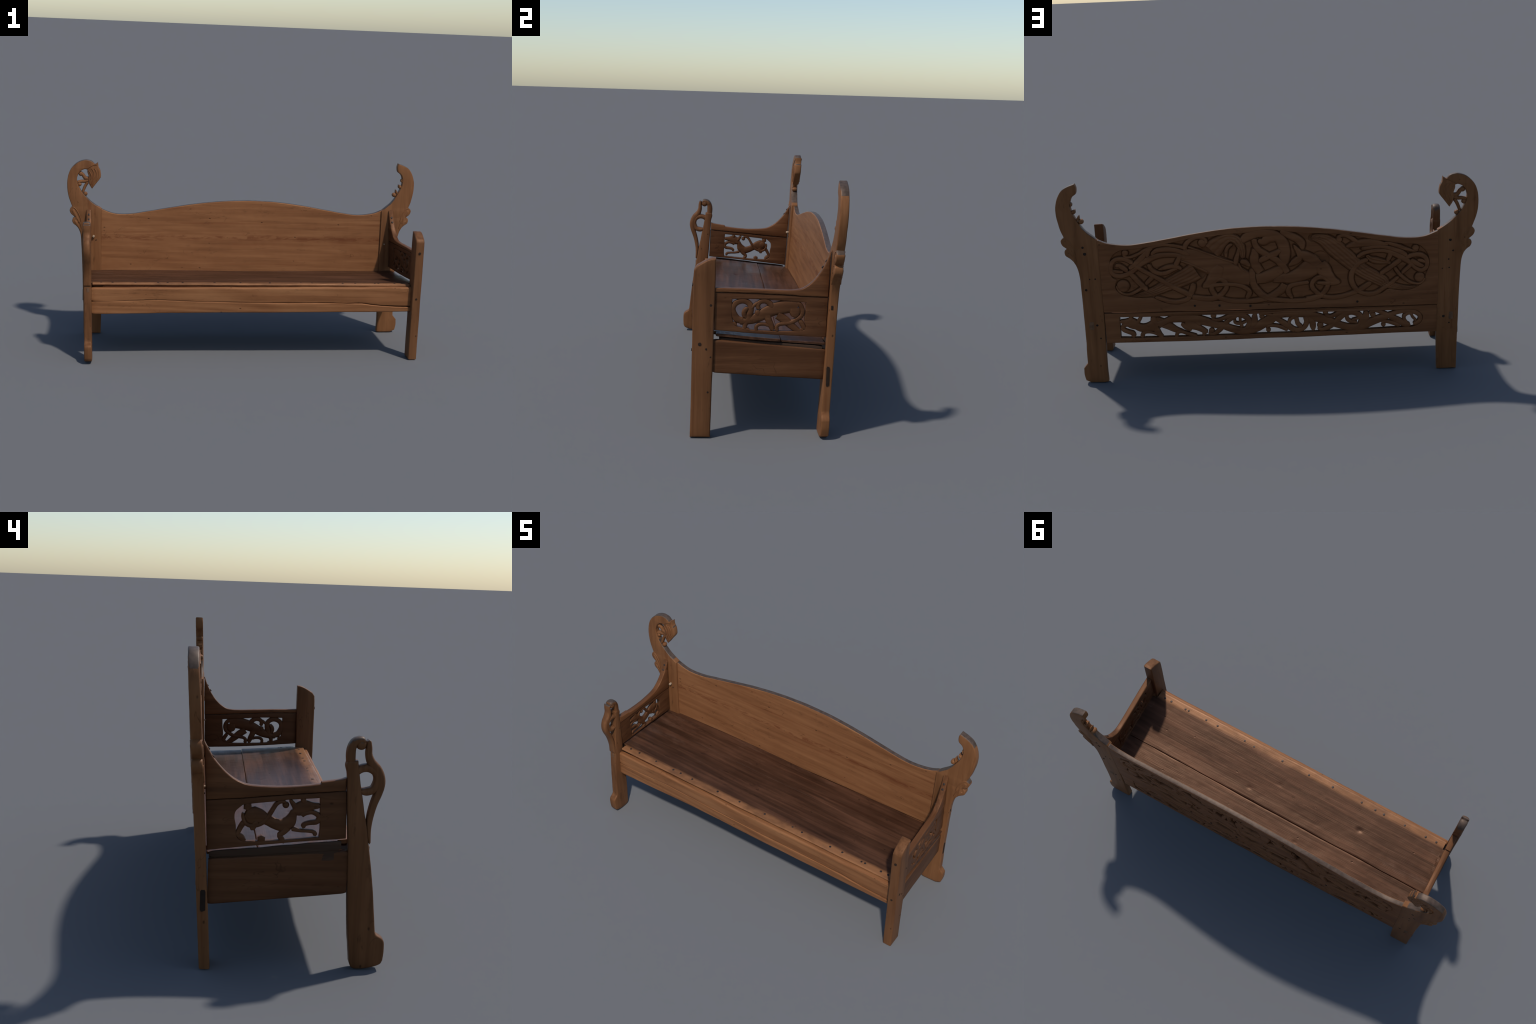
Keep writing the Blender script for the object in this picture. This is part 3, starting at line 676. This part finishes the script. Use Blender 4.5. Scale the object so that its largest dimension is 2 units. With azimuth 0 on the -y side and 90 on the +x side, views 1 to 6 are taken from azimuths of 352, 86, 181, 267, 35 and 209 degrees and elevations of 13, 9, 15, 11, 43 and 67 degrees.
fret('dragon_head', [(74.4, 31.5, 1.1), (72.0, 31.1, 2.2), (69.3, 30.5, 4.2), (66.9, 29.4, 4.1), (65.2, 28.3, 2.7)])
fret('ear', [(66.4, 29.8, 1.4), (64.9, 31.6, 1.5), (63.7, 33.6, 1.3)])
fret('ear', [(69.2, 31.9, 2.1), (68.4, 33.8, 1.4)])
fret('tongue', [(69.2, 29.3, 1.4), (71.7, 29.6, 1.8), (73.2, 28.4, 1.7), (72.6, 26.9, 1.7), (70.4, 25.8, 1.7), (68.4, 24.9, 1.9), (68.0, 22.8, 1.9)])
fret('dragon_neck', [(66.7, 28.9, 3.0), (64.1, 27.7, 3.4), (61.3, 27.8, 3.4), (58.0, 28.5, 4.6), (56.2, 28.9, 4.1)])
fret('dragon_neck', [(57.8, 33.4, 2.1), (57.6, 31.0, 3.0), (57.3, 28.2, 4.4)])
fret('wing', [(56.9, 31.7, 3.0), (53.8, 30.0, 3.8), (50.5, 28.2, 3.4), (47.2, 26.1, 2.5), (43.6, 25.0, 1.3)], grooves=3)
fret('dragon_body', [(55.5, 28.9, 3.0), (51.4, 30.8, 2.5), (47.9, 31.9, 3.4), (43.3, 32.1, 3.9), (38.8, 31.5, 4.0), (35.4, 30.7, 3.9), (30.9, 29.3, 3.4), (26.4, 27.7, 3.0), (24.4, 27.6, 3.0), (21.1, 26.0, 2.9), (17.7, 24.8, 3.0), (14.3, 24.1, 3.2), (10.8, 24.5, 3.4), (7.3, 25.7, 3.7), (3.8, 27.9, 4.0), (0.7, 29.6, 4.0), (-2.3, 31.3, 3.2), (-5.5, 32.2, 3.2), (-10.1, 32.2, 3.2), (-15.8, 32.0, 3.4), (-20.3, 30.5, 3.7), (-21.2, 30.0, 3.9), (-25.1, 28.8, 3.6), (-28.9, 27.2, 3.4), (-32.8, 25.4, 2.9), (-36.7, 24.1, 2.9), (-40.6, 23.6, 3.1), (-44.5, 24.3, 3.4), (-48.4, 26.1, 3.4), (-52.4, 27.6, 3.2), (-56.3, 28.9, 2.6), (-58.9, 29.9, 2.1), (-61.8, 30.9, 2.0), (-65.4, 31.3, 2.0), (-69.3, 30.8, 2.0), (-72.0, 29.2, 1.9), (-72.8, 27.2, 1.8), (-71.7, 25.2, 1.8), (-69.3, 24.1, 1.9)])
fret('thigh', [(42.3, 30.0, 3.7), (39.0, 28.5, 4.3), (36.1, 26.7, 2.6), (33.5, 25.1, 2.1), (31.6, 24.0, 1.3)])
fret('thigh', [(37.9, 30.9, 2.3), (35.7, 29.1, 2.6), (34.9, 27.9, 1.6)])
fret('leg', [(44.2, 29.5, 1.6), (42.1, 27.4, 2.3), (39.4, 25.6, 1.6)])
fret('leg', [(33.4, 25.1, 1.4), (33.5, 22.4, 1.6)])
fret('leg', [(57.2, 28.0, 2.7), (56.4, 25.8, 2.5), (55.0, 23.5, 1.8), (53.7, 22.2, 1.4)])
fret('leg', [(54.5, 23.2, 1.1), (58.8, 25.1, 1.1), (62.2, 25.4, 1.4), (63.6, 24.3, 1.7), (63.8, 22.6, 1.7)])
fret('leg', [(47.1, 21.9, 1.6), (46.6, 24.3, 1.4), (44.5, 25.0, 1.4), (41.6, 23.9, 1.4), (36.9, 22.3, 1.4)])
fret_boss(29.6, 24.9, 3.0)
fret('tendril', [(31.0, 24.3, 0.9), (30.4, 23.4, 1.3), (28.8, 23.3, 1.4), (26.6, 24.3, 1.8), (24.2, 26.6, 1.9), (23.3, 27.8, 1.9), (20.8, 30.2, 1.9), (18.5, 31.4, 1.8), (16.9, 32.0, 1.1)])
fret_boss(28.4, 32.6, 2.9)
fret('tendril', [(29.4, 31.5, 1.0), (27.4, 30.4, 1.3), (25.1, 30.6, 1.4), (21.9, 31.7, 1.7), (18.4, 32.7, 2.1), (14.8, 32.6, 2.3), (12.1, 31.0, 2.3), (10.9, 28.5, 2.2), (11.8, 26.1, 2.1), (13.6, 24.5, 1.8)])
fret('tendril', [(17.9, 30.5, 1.0), (18.2, 29.1, 1.1), (17.1, 28.3, 1.3), (15.0, 28.2, 1.3), (13.1, 28.8, 1.1), (11.7, 29.6, 0.8)])
fret('tendril', [(15.4, 31.7, 1.1), (15.5, 28.2, 1.1)])
fret('tendril', [(15.1, 28.2, 1.3), (14.8, 26.0, 1.4)])
fret('leaf', [(8.0, 33.5, 1.1), (8.4, 30.4, 2.6), (8.6, 28.0, 2.6), (9.6, 25.8, 1.8)])
fret_boss(4.7, 31.2, 2.7)
fret('tendril', [(5.6, 31.8, 1.0), (5.2, 32.6, 1.1), (3.3, 32.8, 1.3), (1.1, 32.2, 1.6), (-2.0, 30.2, 2.0), (-5.4, 27.8, 2.2), (-7.8, 26.0, 2.5), (-10.5, 23.9, 2.3), (-13.2, 23.6, 2.1), (-15.9, 24.9, 2.0), (-17.1, 27.6, 2.1), (-16.4, 30.6, 2.0)])
fret('tendril', [(-9.6, 24.7, 1.3), (-8.6, 26.5, 1.3), (-8.6, 28.3, 1.4), (-9.8, 29.9, 1.4), (-11.7, 30.2, 1.7), (-12.3, 28.4, 1.8), (-12.8, 26.6, 1.8), (-14.7, 25.1, 1.4)])
fret_boss(1.8, 24.1, 2.4)
fret('tendril', [(2.6, 24.7, 1.0), (2.0, 26.0, 1.2), (0.6, 26.4, 1.3), (-1.9, 26.2, 1.4), (-4.6, 25.4, 1.6), (-7.7, 23.7, 1.5)])
fret('leaf', [(-18.0, 30.3, 1.3), (-19.7, 27.5, 2.5), (-20.1, 25.0, 2.4), (-20.2, 22.9, 1.1)])
fret_boss(-23.7, 25.5, 3.3)
fret('tendril', [(-22.6, 24.4, 1.1), (-23.4, 23.6, 1.4), (-25.2, 23.5, 1.6), (-28.1, 24.5, 2.1), (-31.5, 27.3, 2.3), (-34.2, 29.9, 2.4), (-36.4, 31.2, 2.3), (-39.4, 31.7, 2.3), (-42.5, 30.5, 2.3), (-44.0, 28.2, 2.1), (-43.5, 26.0, 2.1), (-42.4, 24.1, 1.7)])
fret_boss(-26.4, 32.1, 2.7)
fret('tendril', [(-26.1, 30.7, 1.5), (-29.0, 30.0, 1.6), (-32.1, 31.2, 1.9), (-34.7, 32.2, 2.0), (-37.3, 32.5, 1.6)])
fret('tendril', [(-36.8, 30.5, 1.5), (-37.0, 28.3, 1.6), (-38.6, 27.0, 1.6), (-40.9, 26.6, 1.3), (-41.8, 26.0, 0.9)])
fret('tendril', [(-39.1, 27.6, 1.0), (-43.0, 28.6, 1.0)])
fret('leaf', [(-46.2, 32.2, 1.7), (-46.1, 29.0, 2.9), (-45.3, 26.4, 2.4), (-44.2, 24.0, 1.7)])
fret_boss(-49.6, 29.9, 2.9)
fret('tendril', [(-48.1, 30.3, 1.2), (-48.5, 31.5, 1.3), (-50.1, 32.1, 1.5), (-52.1, 31.8, 1.6), (-55.0, 30.3, 2.0), (-58.4, 28.4, 2.2), (-62.3, 26.2, 2.6), (-65.4, 24.2, 2.4), (-68.0, 23.8, 2.0)])
fret('tendril', [(-66.4, 24.7, 1.2), (-65.1, 26.4, 1.4), (-64.9, 28.5, 1.5), (-66.6, 29.9, 1.4), (-68.3, 29.6, 1.2), (-69.0, 27.9, 1.1), (-70.8, 25.9, 0.9)])
fret_boss(-54.7, 24.5, 2.4)
fret('tendril', [(-54.0, 25.3, 1.0), (-54.6, 26.1, 1.3), (-56.8, 26.0, 1.5), (-59.7, 25.0, 1.6), (-62.8, 23.7, 1.6)])
# ------------------------------------------------------------- side panels
ARM_T = .025
def arm_left(u, v, n):
    return (-.868 - .011 * (u + .17) / .43 - n, u, v)
def arm_right(u, v, n):
    return (.902 - (.034 - .014 * (.74 - v) / .34) * (u + .17) / .43 + n, u, v)
# top rails sweep up into the rear posts
armL = [(25.9, 71.5, 1), (25.0, 69.8), (23.1, 66.6), (20.9, 63.8), (18.0, 61.0), (15.1, 59.2), (11.5, 58.1), (4.4, 57.7), (-2.8, 58.1), (-9.9, 59.0, 1),
        (-10.0, 59.6, 1), (-15.6, 60.4), (-17.6, 61.0, 1), (-17.6, 57.0, 1), (-3, 55.8), (11.4, 54.4), (24.9, 53.4, 1)]
armR = [(27.3, 74.0, 1), (26.0, 70.3), (23.8, 66.0), (21.3, 62.5), (18.7, 60.2), (15.8, 58.7), (11.2, 58.3), (3.6, 58.5), (-4, 58.8), (-11.5, 59.0), (-17.0, 59.2, 1),
        (-17.0, 57.5, 1), (-4, 57.2), (11.2, 56.5), (18.8, 56.0), (26.9, 55.7, 1)]
slab("arm_rail", [outline(armL)], ARM_T + .003, arm_left, M_ARM, .0045)
slab("arm_rail", [outline(armR)], ARM_T + .003, arm_right, M_ARM, .0045)
panL = [(24.9, 53.25, 1), (11.4, 54.25), (-3, 55.65), (-17.8, 56.85, 1), (-18.3, 42.0, 1), (3.7, 40.0), (24.3, 37.6, 1)]
winL = [(13.7, 52.0, 1), (15.7, 50.1), (16.1, 48.1), (15.6, 45.6), (15.4, 42.5), (14.6, 41.2), (13.0, 40.6, 1), (1.7, 41.2), (-9.9, 42.3, 1), (-10.1, 45.3), (-9.7, 54.6, 1),
        (-1.0, 53.9), (4.1, 53.2), (11.2, 52.4)]
panR = [(-17.0, 57.35, 1), (-4, 57.05), (11.2, 56.35), (18.8, 55.85), (26.8, 55.55, 1), (26.4, 40.0, 1), (19.4, 40.2), (4.1, 41.0), (-8.9, 42.0), (-17.0, 42.7, 1)]
winR = [(-10.3, 54.8, 1), (-.5, 54.8), (8.8, 54.2), (18.3, 53.6, 1), (18.2, 50.8), (17.8, 46.4), (18.4, 43.8), (16.1, 42.4), (5.7, 42.4), (-2.9, 42.9), (-8.1, 44.2), (-9.6, 45.6), (-10.4, 49.5)]
PANEL_L = slab("side_panel", [outline(panL), outline(winL)], ARM_T - .003, arm_left, M_SIDE, .003)
PANEL_R = slab("side_panel", [outline(panR), outline(winR)], ARM_T - .003, arm_right, M_SIDE, .003)
FRET = dict(place=arm_left, thick=ARM_T * .86, mat=M_SIDE, parent=PANEL_L, pre="pierced_", wide=1.12, flat=3.4)
fret('beast_body', [(12.6, 49.5, 3.1), (10.8, 48.7, 5.0), (8.5, 48.3, 4.3), (6.2, 47.4, 3.0), (3.8, 46.2, 3.0), (1.2, 45.7, 3.4), (-0.7, 46.9, 3.6), (-1.7, 49.1, 2.2), (-2.1, 50.8, 1.7)], flat=3)
fret('tail', [(13.5, 49.5, 0.7), (13.5, 48.0, 0.9), (12.7, 46.2, 1.0), (11.2, 45.5, 1.1), (9.0, 45.7, 1.1), (7.1, 46.8, 1.2), (5.5, 48.9, 1.2), (4.3, 51.0, 1.1), (3.4, 52.4, 1.1), (2.2, 53.1, 1.0), (0.5, 53.1, 0.9)], puff=1.12)
fret_boss(0.6, 52.1, 2.1)
fret('tail', [(9.2, 46.9, 1.7), (10.2, 45.4, 1.7), (11.0, 44.2, 1.8)], puff=1.1)
fret('stem', [(12.3, 52.5, 1.9), (12.1, 50.3, 2.3)])
fret('leg', [(13.0, 46.7, 1.5), (14.0, 45.2, 1.4), (14.9, 43.3, 1.3), (15.2, 42.1, 1.4)])
fret('foot', [(15.1, 42.2, 1.6), (13.9, 41.8, 1.8), (12.7, 40.4, 1.0)])
fret('stem', [(7.7, 42.4, 2.1), (7.7, 40.2, 1.9)])
fret('leg', [(0.0, 45.2, 2.5), (1.0, 43.7, 1.7), (2.2, 42.6, 1.3), (1.5, 41.5, 1.5), (0.8, 40.2, 1.1)])
fret('leg', [(-1.3, 44.8, 1.4), (-4.0, 44.2, 0.9), (-6.6, 44.1, 0.9), (-8.3, 43.8, 1.1), (-8.9, 42.6, 1.3)])
fret('beast_head', [(-1.7, 49.9, 1.9), (-3.2, 50.7, 3.6), (-5.4, 51.7, 3.5), (-7.6, 51.9, 2.1), (-10.0, 52.1, 1.3)])
fret('ear', [(-0.6, 53.8, 0.8), (-1.7, 52.4, 1.4), (-2.7, 50.9, 1.5)], puff=1.1)
fret('ear', [(-4.5, 54.4, 1.2), (-5.1, 52.7, 1.8)])
fret('tongue', [(-4.1, 49.1, 1.8), (-5.7, 49.7, 1.2), (-7.6, 50.0, 1.2), (-9.3, 49.2, 1.4), (-9.8, 48.1, 1.4), (-9.0, 47.0, 1.4), (-6.9, 46.7, 1.3), (-5.4, 46.2, 1.2), (-4.8, 45.0, 1.4)])
fret_boss(11.0, 48.8, 4.3, puff=1.15)
FRET = dict(place=arm_right, thick=ARM_T * .86, mat=M_SIDE, parent=PANEL_R, pre="pierced_", wide=1.12, flat=3.4)
fret('tail', [(-5.8, 46.2, 2.2), (-8.2, 46.9, 2.4), (-9.5, 48.8, 2.2), (-10.0, 50.9, 1.9), (-9.2, 52.8, 1.9), (-7.3, 53.9, 1.9), (-5.3, 53.9, 1.9), (-3.5, 52.7, 1.9), (-3.1, 50.8, 2.1), (-3.6, 48.5, 2.3), (-4.4, 46.4, 2.1), (-5.2, 44.5, 1.6), (-5.2, 42.9, 1.4)])
fret('tail', [(-4.2, 51.5, 1.4), (-5.5, 50.1, 1.6), (-5.6, 48.5, 1.6), (-4.9, 47.5, 1.0)], puff=1.1)
fret('beast_body', [(-7.5, 45.8, 1.9), (-4.7, 46.2, 2.6), (-1.3, 47.2, 3.4), (2.1, 49.0, 4.0), (5.5, 50.6, 4.4), (8.9, 51.5, 4.7), (12.3, 52.1, 5.0), (14.9, 51.5, 4.6)], flat=3)
fret('thigh', [(14.0, 51.3, 3.9), (14.1, 49.5, 3.9), (14.0, 47.6, 2.4)], puff=1.12)
fret('tail', [(14.8, 53.4, 1.4), (16.2, 52.2, 1.6), (17.0, 50.3, 1.6), (16.6, 48.3, 1.5), (14.9, 46.9, 1.5), (12.5, 45.6, 1.5), (9.9, 45.2, 1.3), (7.9, 44.8, 1.3), (7.0, 43.7, 1.4), (7.4, 42.2, 1.4)], puff=1.08)
fret('leg', [(7.2, 48.5, 2.7), (9.9, 46.8, 2.9), (12.2, 44.9, 2.6), (14.3, 43.2, 2.1), (16.1, 42.0, 1.4)])
fret('leg', [(3.3, 48.6, 2.6), (3.9, 46.5, 2.3), (4.8, 44.6, 2.1), (5.6, 42.5, 1.5)])
fret('tendril', [(-0.8, 42.1, 1.2), (-0.8, 44.0, 1.2), (0.5, 44.9, 1.2), (2.5, 44.9, 1.1), (4.1, 44.3, 1.0)])
fret('tail', [(0.0, 50.7, 1.4), (-0.4, 52.3, 1.6), (0.4, 53.6, 1.6), (2.3, 54.0, 1.7), (4.0, 53.2, 1.9), (5.3, 51.5, 1.9)])
fret('tail', [(-3.0, 51.2, 1.0), (-1.5, 52.6, 1.1), (-0.3, 53.6, 0.9)])
fret('tail', [(0.0, 50.5, 2.1), (-0.6, 48.2, 1.9)])
fret('foot', [(-6.4, 43.4, 0.8), (-4.8, 42.8, 1.6), (-3.3, 42.6, 1.0)])
fret('leg', [(15.8, 46.6, 1.4), (17.0, 45.0, 1.6), (18.1, 42.9, 1.7)])
fret('claw', [(16.4, 43.4, 1.9), (17.2, 41.8, 1.9)])
fret('stem', [(-9.9, 45.6, 1.4), (-8.3, 44.4, 1.0)])
# -------------------------------------------------------------- front legs
LEG_L, LEG_R = .040, .047
def leg_left(u, v, n):
    return (-.862 - .012 * v / .7 - n, u, v)
def leg_right(u, v, n):
    return (.8985 + .004 * (.3 - v) + n, u, v)
legL = [(-17.4, 66.5, 1), (-20.6, 66.5, 1), (-21.3, 62), (-21.7, 59.5), (-22.5, 55.8), (-23.5, 50.0), (-24.2, 47.0), (-25.2, 41.2), (-26.5, 33.0), (-27.5, 25.5), (-28.9, 12.2, 1),
        (-29.4, 11.3), (-31.0, 10.3), (-31.9, 9.0), (-32.1, 6.0), (-31.9, 3.0, 1), (-31.0, 1.6), (-28, .5), (-24, 0.), (-22.0, .4), (-21.2, 2.0, 1), (-20.7, 8), (-20.3, 12), (-19.5, 25.3), (-19.2, 32.8),
        (-18.9, 41), (-18.2, 51.4), (-17.8, 58), (-17.6, 62.2), (-17.0, 64.8)]
LEGL = slab("front_leg", [outline(legL)], LEG_L, leg_left, M_LEG, .006)
legR = [(-17.7, .1, 1), (-17.5, 16.7), (-17.2, 32.4), (-17.0, 47.9), (-16.8, 63.2), (-16.8, 70.6, 1), (-18.2, 70.5), (-20.5, 69.6), (-24.0, 67.6, 1), (-25.1, 66.0, 1), (-25.3, 62), (-25.3, 47.7), (-25.4, 32.3), (-25.5, 16.6), (-25.6, .1, 1)]
LEGR = slab("front_leg", [outline(legR)], LEG_R, leg_right, M_LEG, .006)
FRET = dict(place=leg_left, thick=LEG_L * .98, mat=M_LEG, parent=LEGL, pre="carved_", wide=1.04, flat=3.)
fret('serpent', [(-18.6, 64.8, 2.5), (-18.4, 68.1, 2.7), (-18.6, 70.4, 2.5), (-19.5, 72.1, 2.4), (-21.2, 72.6, 2.5), (-22.6, 72.4, 2.1)])
fret_boss(-21.4, 71.4, 3.4)
fret('serpent', [(-23.6, 72.9, 1.3), (-23.8, 70.6, 1.7), (-23.9, 68.3, 2.0), (-24.8, 66.0, 2.6), (-26.5, 63.9, 3.0), (-27.5, 61.6, 3.1), (-27.8, 59.2, 2.9), (-27.4, 56.6, 2.4), (-26.2, 53.0, 2.1), (-25.3, 48.9, 1.9), (-25.1, 45.3, 1.4), (-25.5, 40.7, 0.7)])
fret('serpent', [(-19.9, 62.8, 2.5), (-21.9, 64.0, 2.3), (-24.2, 64.2, 2.4), (-26.1, 62.9, 2.1), (-26.8, 61.1, 2.0), (-26.6, 59.1, 2.3), (-25.6, 57.5, 2.3), (-23.5, 56.9, 2.3), (-21.8, 57.2, 1.4)])
for ob in LEGL.children:
    dust(ob, .70, .35)
# ------------------------------------------------------------------- seat
def seat_z(x, y):
    t = (x + .85) / 1.7
    f, b = .411 + .004 * t, .374 + .012 * t
    sag = .010 * min(1, max(0, (y + .17) / .2)) * min(1, max(.3, (x + .7) / .6)) * min(1, max(.3, (.95 - x) / .15))
    return f + (b - f) * (y + .206) / .45 - sag
def dents(s, v, side):
    if side < 0:
        return 0.
    d = .0012 * nz(s, v, 7., 6)
    for cx, cy, r, k in ((-.43, -.045, .011, .0045), (.18, .03, .009, .0025), (-.17, .17, .009, .002), (-.30, .14, .03, .001), (.05, -.06, .012, .0015)):
        q = ((s - cx) / (r * 1.5)) ** 2 + ((v - cy) / r) ** 2
        if q < 4:
            d -= k * math.exp(-q * 1.5)
    return d
SEAT_T = .013
def on_seat(s, v, n):
    return (s, v, seat_z(s, v) - SEAT_T / 2 + n)
def front_edge(x):
    """Front plank is notched round the front legs."""
    return (-.164 if x < -.844 or x > .868 else -.207) + .0015 * nz(x, 0, 0, 8)
def rear_edge(x):
    """Tight to the back at one end, a slit open towards the other."""
    if not -.808 < x < .813:
        return y_back(x, .38) - POST_T
    gap = .0015 + .0075 * min(1, max(0, (x + .30) / .25)) * (.7 + .5 * math.sin(9 * x))
    return y_back(x, .38) + bow(x, .38) - BOARD_T - max(gap, .001)
ends = [-.874, -.872, -.8445, -.8435]
def low_plank(s, v, n):
    return (s, v, seat_z(s, v) - SEAT_T / 2 - .002 + n)
plank("seat_plank", np.r_[ends, np.linspace(-.838, .862, 200), [.8675, .8685, .90, .902]], front_edge, lambda x: .087 + .0015 * nz(x, 1, 0, 5), SEAT_T, on_seat, M_SEAT, 44, (.006, .003), dents)
plank("seat_plank", np.linspace(-.873, .896, 220), lambda x: .0880 + .0015 * nz(x, 1, 0, 5), rear_edge, SEAT_T - .001, low_plank, M_SEAT, 30, .003, dents)
# nails along the front of the seat
for i, x in enumerate((-.80, -.74, -.62, -.50, -.45, -.37, -.20, -.06, .10, .27, .33, .50, .57, .68, .70, .79, .83)):
    y = -.178 + .012 * nz(x * 9, 1, 0)
    stud("nail_head", (x, y, seat_z(x, y)), (0, 0, 1), .0058 + .0012 * nz(x * 7, 3, 1), .0012, M_IRON)
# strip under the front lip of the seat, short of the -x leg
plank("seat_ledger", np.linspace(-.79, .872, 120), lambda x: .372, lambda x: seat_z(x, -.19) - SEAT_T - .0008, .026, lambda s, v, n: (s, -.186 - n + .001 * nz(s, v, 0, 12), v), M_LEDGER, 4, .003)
# ------------------------------------------------------------------ aprons
def apron_top(x):
    return .397 + .0085 * x + .0015 * nz(x, 0, 4, 11)
def split(x):
    return float(np.interp(x, (-.86, -.735, -.51, -.28, .02, .22, .38, .52, .60, .66, .72, .88), (.318, .320, .328, .318, .314, .314, .315, .312, .314, .306, .301, .297))) + .001 * nz(x, 3, 3, 17)
def apron_bottom(x):
    return .258 + .0095 * x + .002 * nz(x, 9, 0, 4)
def apron_up(s, v, n):
    return (s, -.2265 - .012 * max(0, (-.35 - s) / .5) * max(0, (.40 - v) / .15) + .015 - n, v)
def apron_low(s, v, n):
    return (s, -.2265 - .012 * max(0, (-.35 - s) / .5) * max(0, (.40 - v) / .15) - .0035 * min(1, max(0, (s + .3) / .5)) + .015 - n, v)
xs = np.linspace(-.848, .882, 180)
plank("front_apron", xs, lambda x: split(x) + .0004 + .0008 * max(0, min(1, (x + .2) / .4)), apron_top, .030, apron_up, M_APRON, 12, (.0028, .009), lambda s, v, k: .0015 * nz(s, v * 3, k, 6))
plank("front_apron", xs, apron_bottom, lambda x: split(x) - .0004 - .0008 * max(0, min(1, (x + .2) / .4)) - .004 * max(0, (x - .6) / .28), .030, apron_low, M_APRON, 10, (.006, .0035), lambda s, v, k: .0015 * nz(s, v * 3, k + 5, 6))
plank("side_apron", np.linspace(-.192, .237, 50), lambda y: .2275 - .0935 * y, lambda y: .368 - .0765 * y, .028, lambda s, v, n: (-.869 - .012 * (s + .19) / .43 - n, s, v), M_SIDE, 12, .005, lambda s, v, k: .001 * nz(s, v, k, 8))
plank("side_apron", np.linspace(-.174, .262, 50), lambda y: .247 - .0635 * y, lambda y: .3735 - .0845 * y, .028, lambda s, v, n: (.900 - .018 * (s + .17) / .43 + n, s, v), M_SIDE, 12, .005, lambda s, v, k: .001 * nz(s, v, k, 8))
# cleats that carry the seat ends
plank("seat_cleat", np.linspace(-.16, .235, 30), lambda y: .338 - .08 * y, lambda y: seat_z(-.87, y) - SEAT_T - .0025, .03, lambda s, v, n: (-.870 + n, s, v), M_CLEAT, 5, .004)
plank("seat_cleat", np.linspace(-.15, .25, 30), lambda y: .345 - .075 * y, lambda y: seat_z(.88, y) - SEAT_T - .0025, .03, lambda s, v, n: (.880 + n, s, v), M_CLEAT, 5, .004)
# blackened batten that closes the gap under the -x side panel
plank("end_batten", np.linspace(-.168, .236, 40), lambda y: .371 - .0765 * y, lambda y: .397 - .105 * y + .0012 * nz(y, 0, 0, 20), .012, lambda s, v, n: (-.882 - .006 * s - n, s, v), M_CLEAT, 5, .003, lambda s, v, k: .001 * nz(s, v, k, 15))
# ----------------------------------------------------- pegs, tenons, nails
def rear(x, z, r, h, m, name, **k):
    stud(name, (x, y_back(x, z) + .002, z), (0, 1, .04), r, h, m, **k)
rear(.880, .302, .0115, .0012, M_PEG, "tenon_end", square=True, r2=.021)
rear(-.876, .285, .0100, .0012, M_PEG, "tenon_end", square=True, r2=.021)
for x, z, r in ((.853, .303, .006), (.887, .700, .006), (.880, .668, .008), (.890, .486, .006), (.841, .540, .004), (.841, .234, .004), (.868, .540, .0035),
                (-.840, .280, .007), (-.869, .669, .007), (-.883, .615, .005), (-.862, .572, .004), (-.832, .528, .004), (-.865, .53, .004), (-.868, .245, .004)):
    rear(x, z, r, .0006, M_HOLE, "dark_spot_disc")
for x, z in ((-.42, .375), (.37, .386), (.10, .374), (.25, .382)):
    stud("dark_spot_disc", (x, y_back(x, z) + bow(x, z), z), (0, 1, .04), .0055, .0006, M_HOLE)
stud("peg", (-.8522, y_back(-.85, .5644) - POST_T, .5644), (0, -1, 0), .0065, .012, M_PALE)
stud("peg", (.8383, y_back(.84, .535) - POST_T, .535), (0, -1, 0), .004, .004, M_PALE)
stud("dark_spot_disc", (-.838, y_back(-.84, .54) - POST_T, .543), (0, -1, 0), .003, .0005, M_HOLE)
for z0, z1 in ((.208, .290),):
    stud("mortise_shadow_plate", (.9162, .2745, (z0 + z1) / 2), (1, 0, 0), .0065, .0008, M_HOLE, square=True, r2=.040)
stud("mortise_shadow_plate", (-.9115, .2505, .223), (-1, 0, 0), .008, .0008, M_HOLE, square=True, r2=.034)
stud("mortise_shadow_plate", (.9155, .2805, .522), (1, 0, 0), .004, .0008, M_HOLE, square=True, r2=.008)
for y, z, r in ((-.1947, .5957, .007), (-.2101, .512, .006), (-.2059, .4824, .006), (-.2007, .3107, .006)):
    stud("dark_spot_disc", (-.8862 + .004 * (.7 - z) / .7, y, z), (-1, 0, 0), r, .0006, M_HOLE)
stud("tenon_end", (-.884, -.2275, .313), (-1, 0, 0), .0085, .001, M_CLEAT, square=True, r2=.027)
for z, a in ((.381, .017), (.268, .018)):
    stud("tenon_end", (-.8665, -.2562 - .12 * max(0, .381 - z), z), (0, -1, -.1), .0075, .0015, M_PEG, square=True, r2=a)
for y, z, r in ((-.184, .525, .005), (-.224, .3726, .007), (-.199, .3535, .004), (-.190, .183, .004), (-.182, .3226, .003)):
    stud("dark_spot_disc", (.9222 + .004 * (.3 - z), y, z), (1, 0, 0), r, .0006, M_HOLE)
stud("dark_spot_disc", (.897, -.2557, .345), (0, -1, 0), .0055, .0006, M_HOLE)
stud("dark_spot_disc", (.897, -.2557, .60), (0, -1, 0), .0065, .0006, M_HOLE)
for arm, pts in ((arm_left, ((.2445, .690), (.2300, .6655))), (arm_right, ((.2570, .697), (.2430, .673)))):
    for y, z in pts:            # nails driven through the swept ends of the arm rails
        stud("nail_head", arm(y, z, 0), (0, -.8, .6), .0055, .0022, M_IRON)
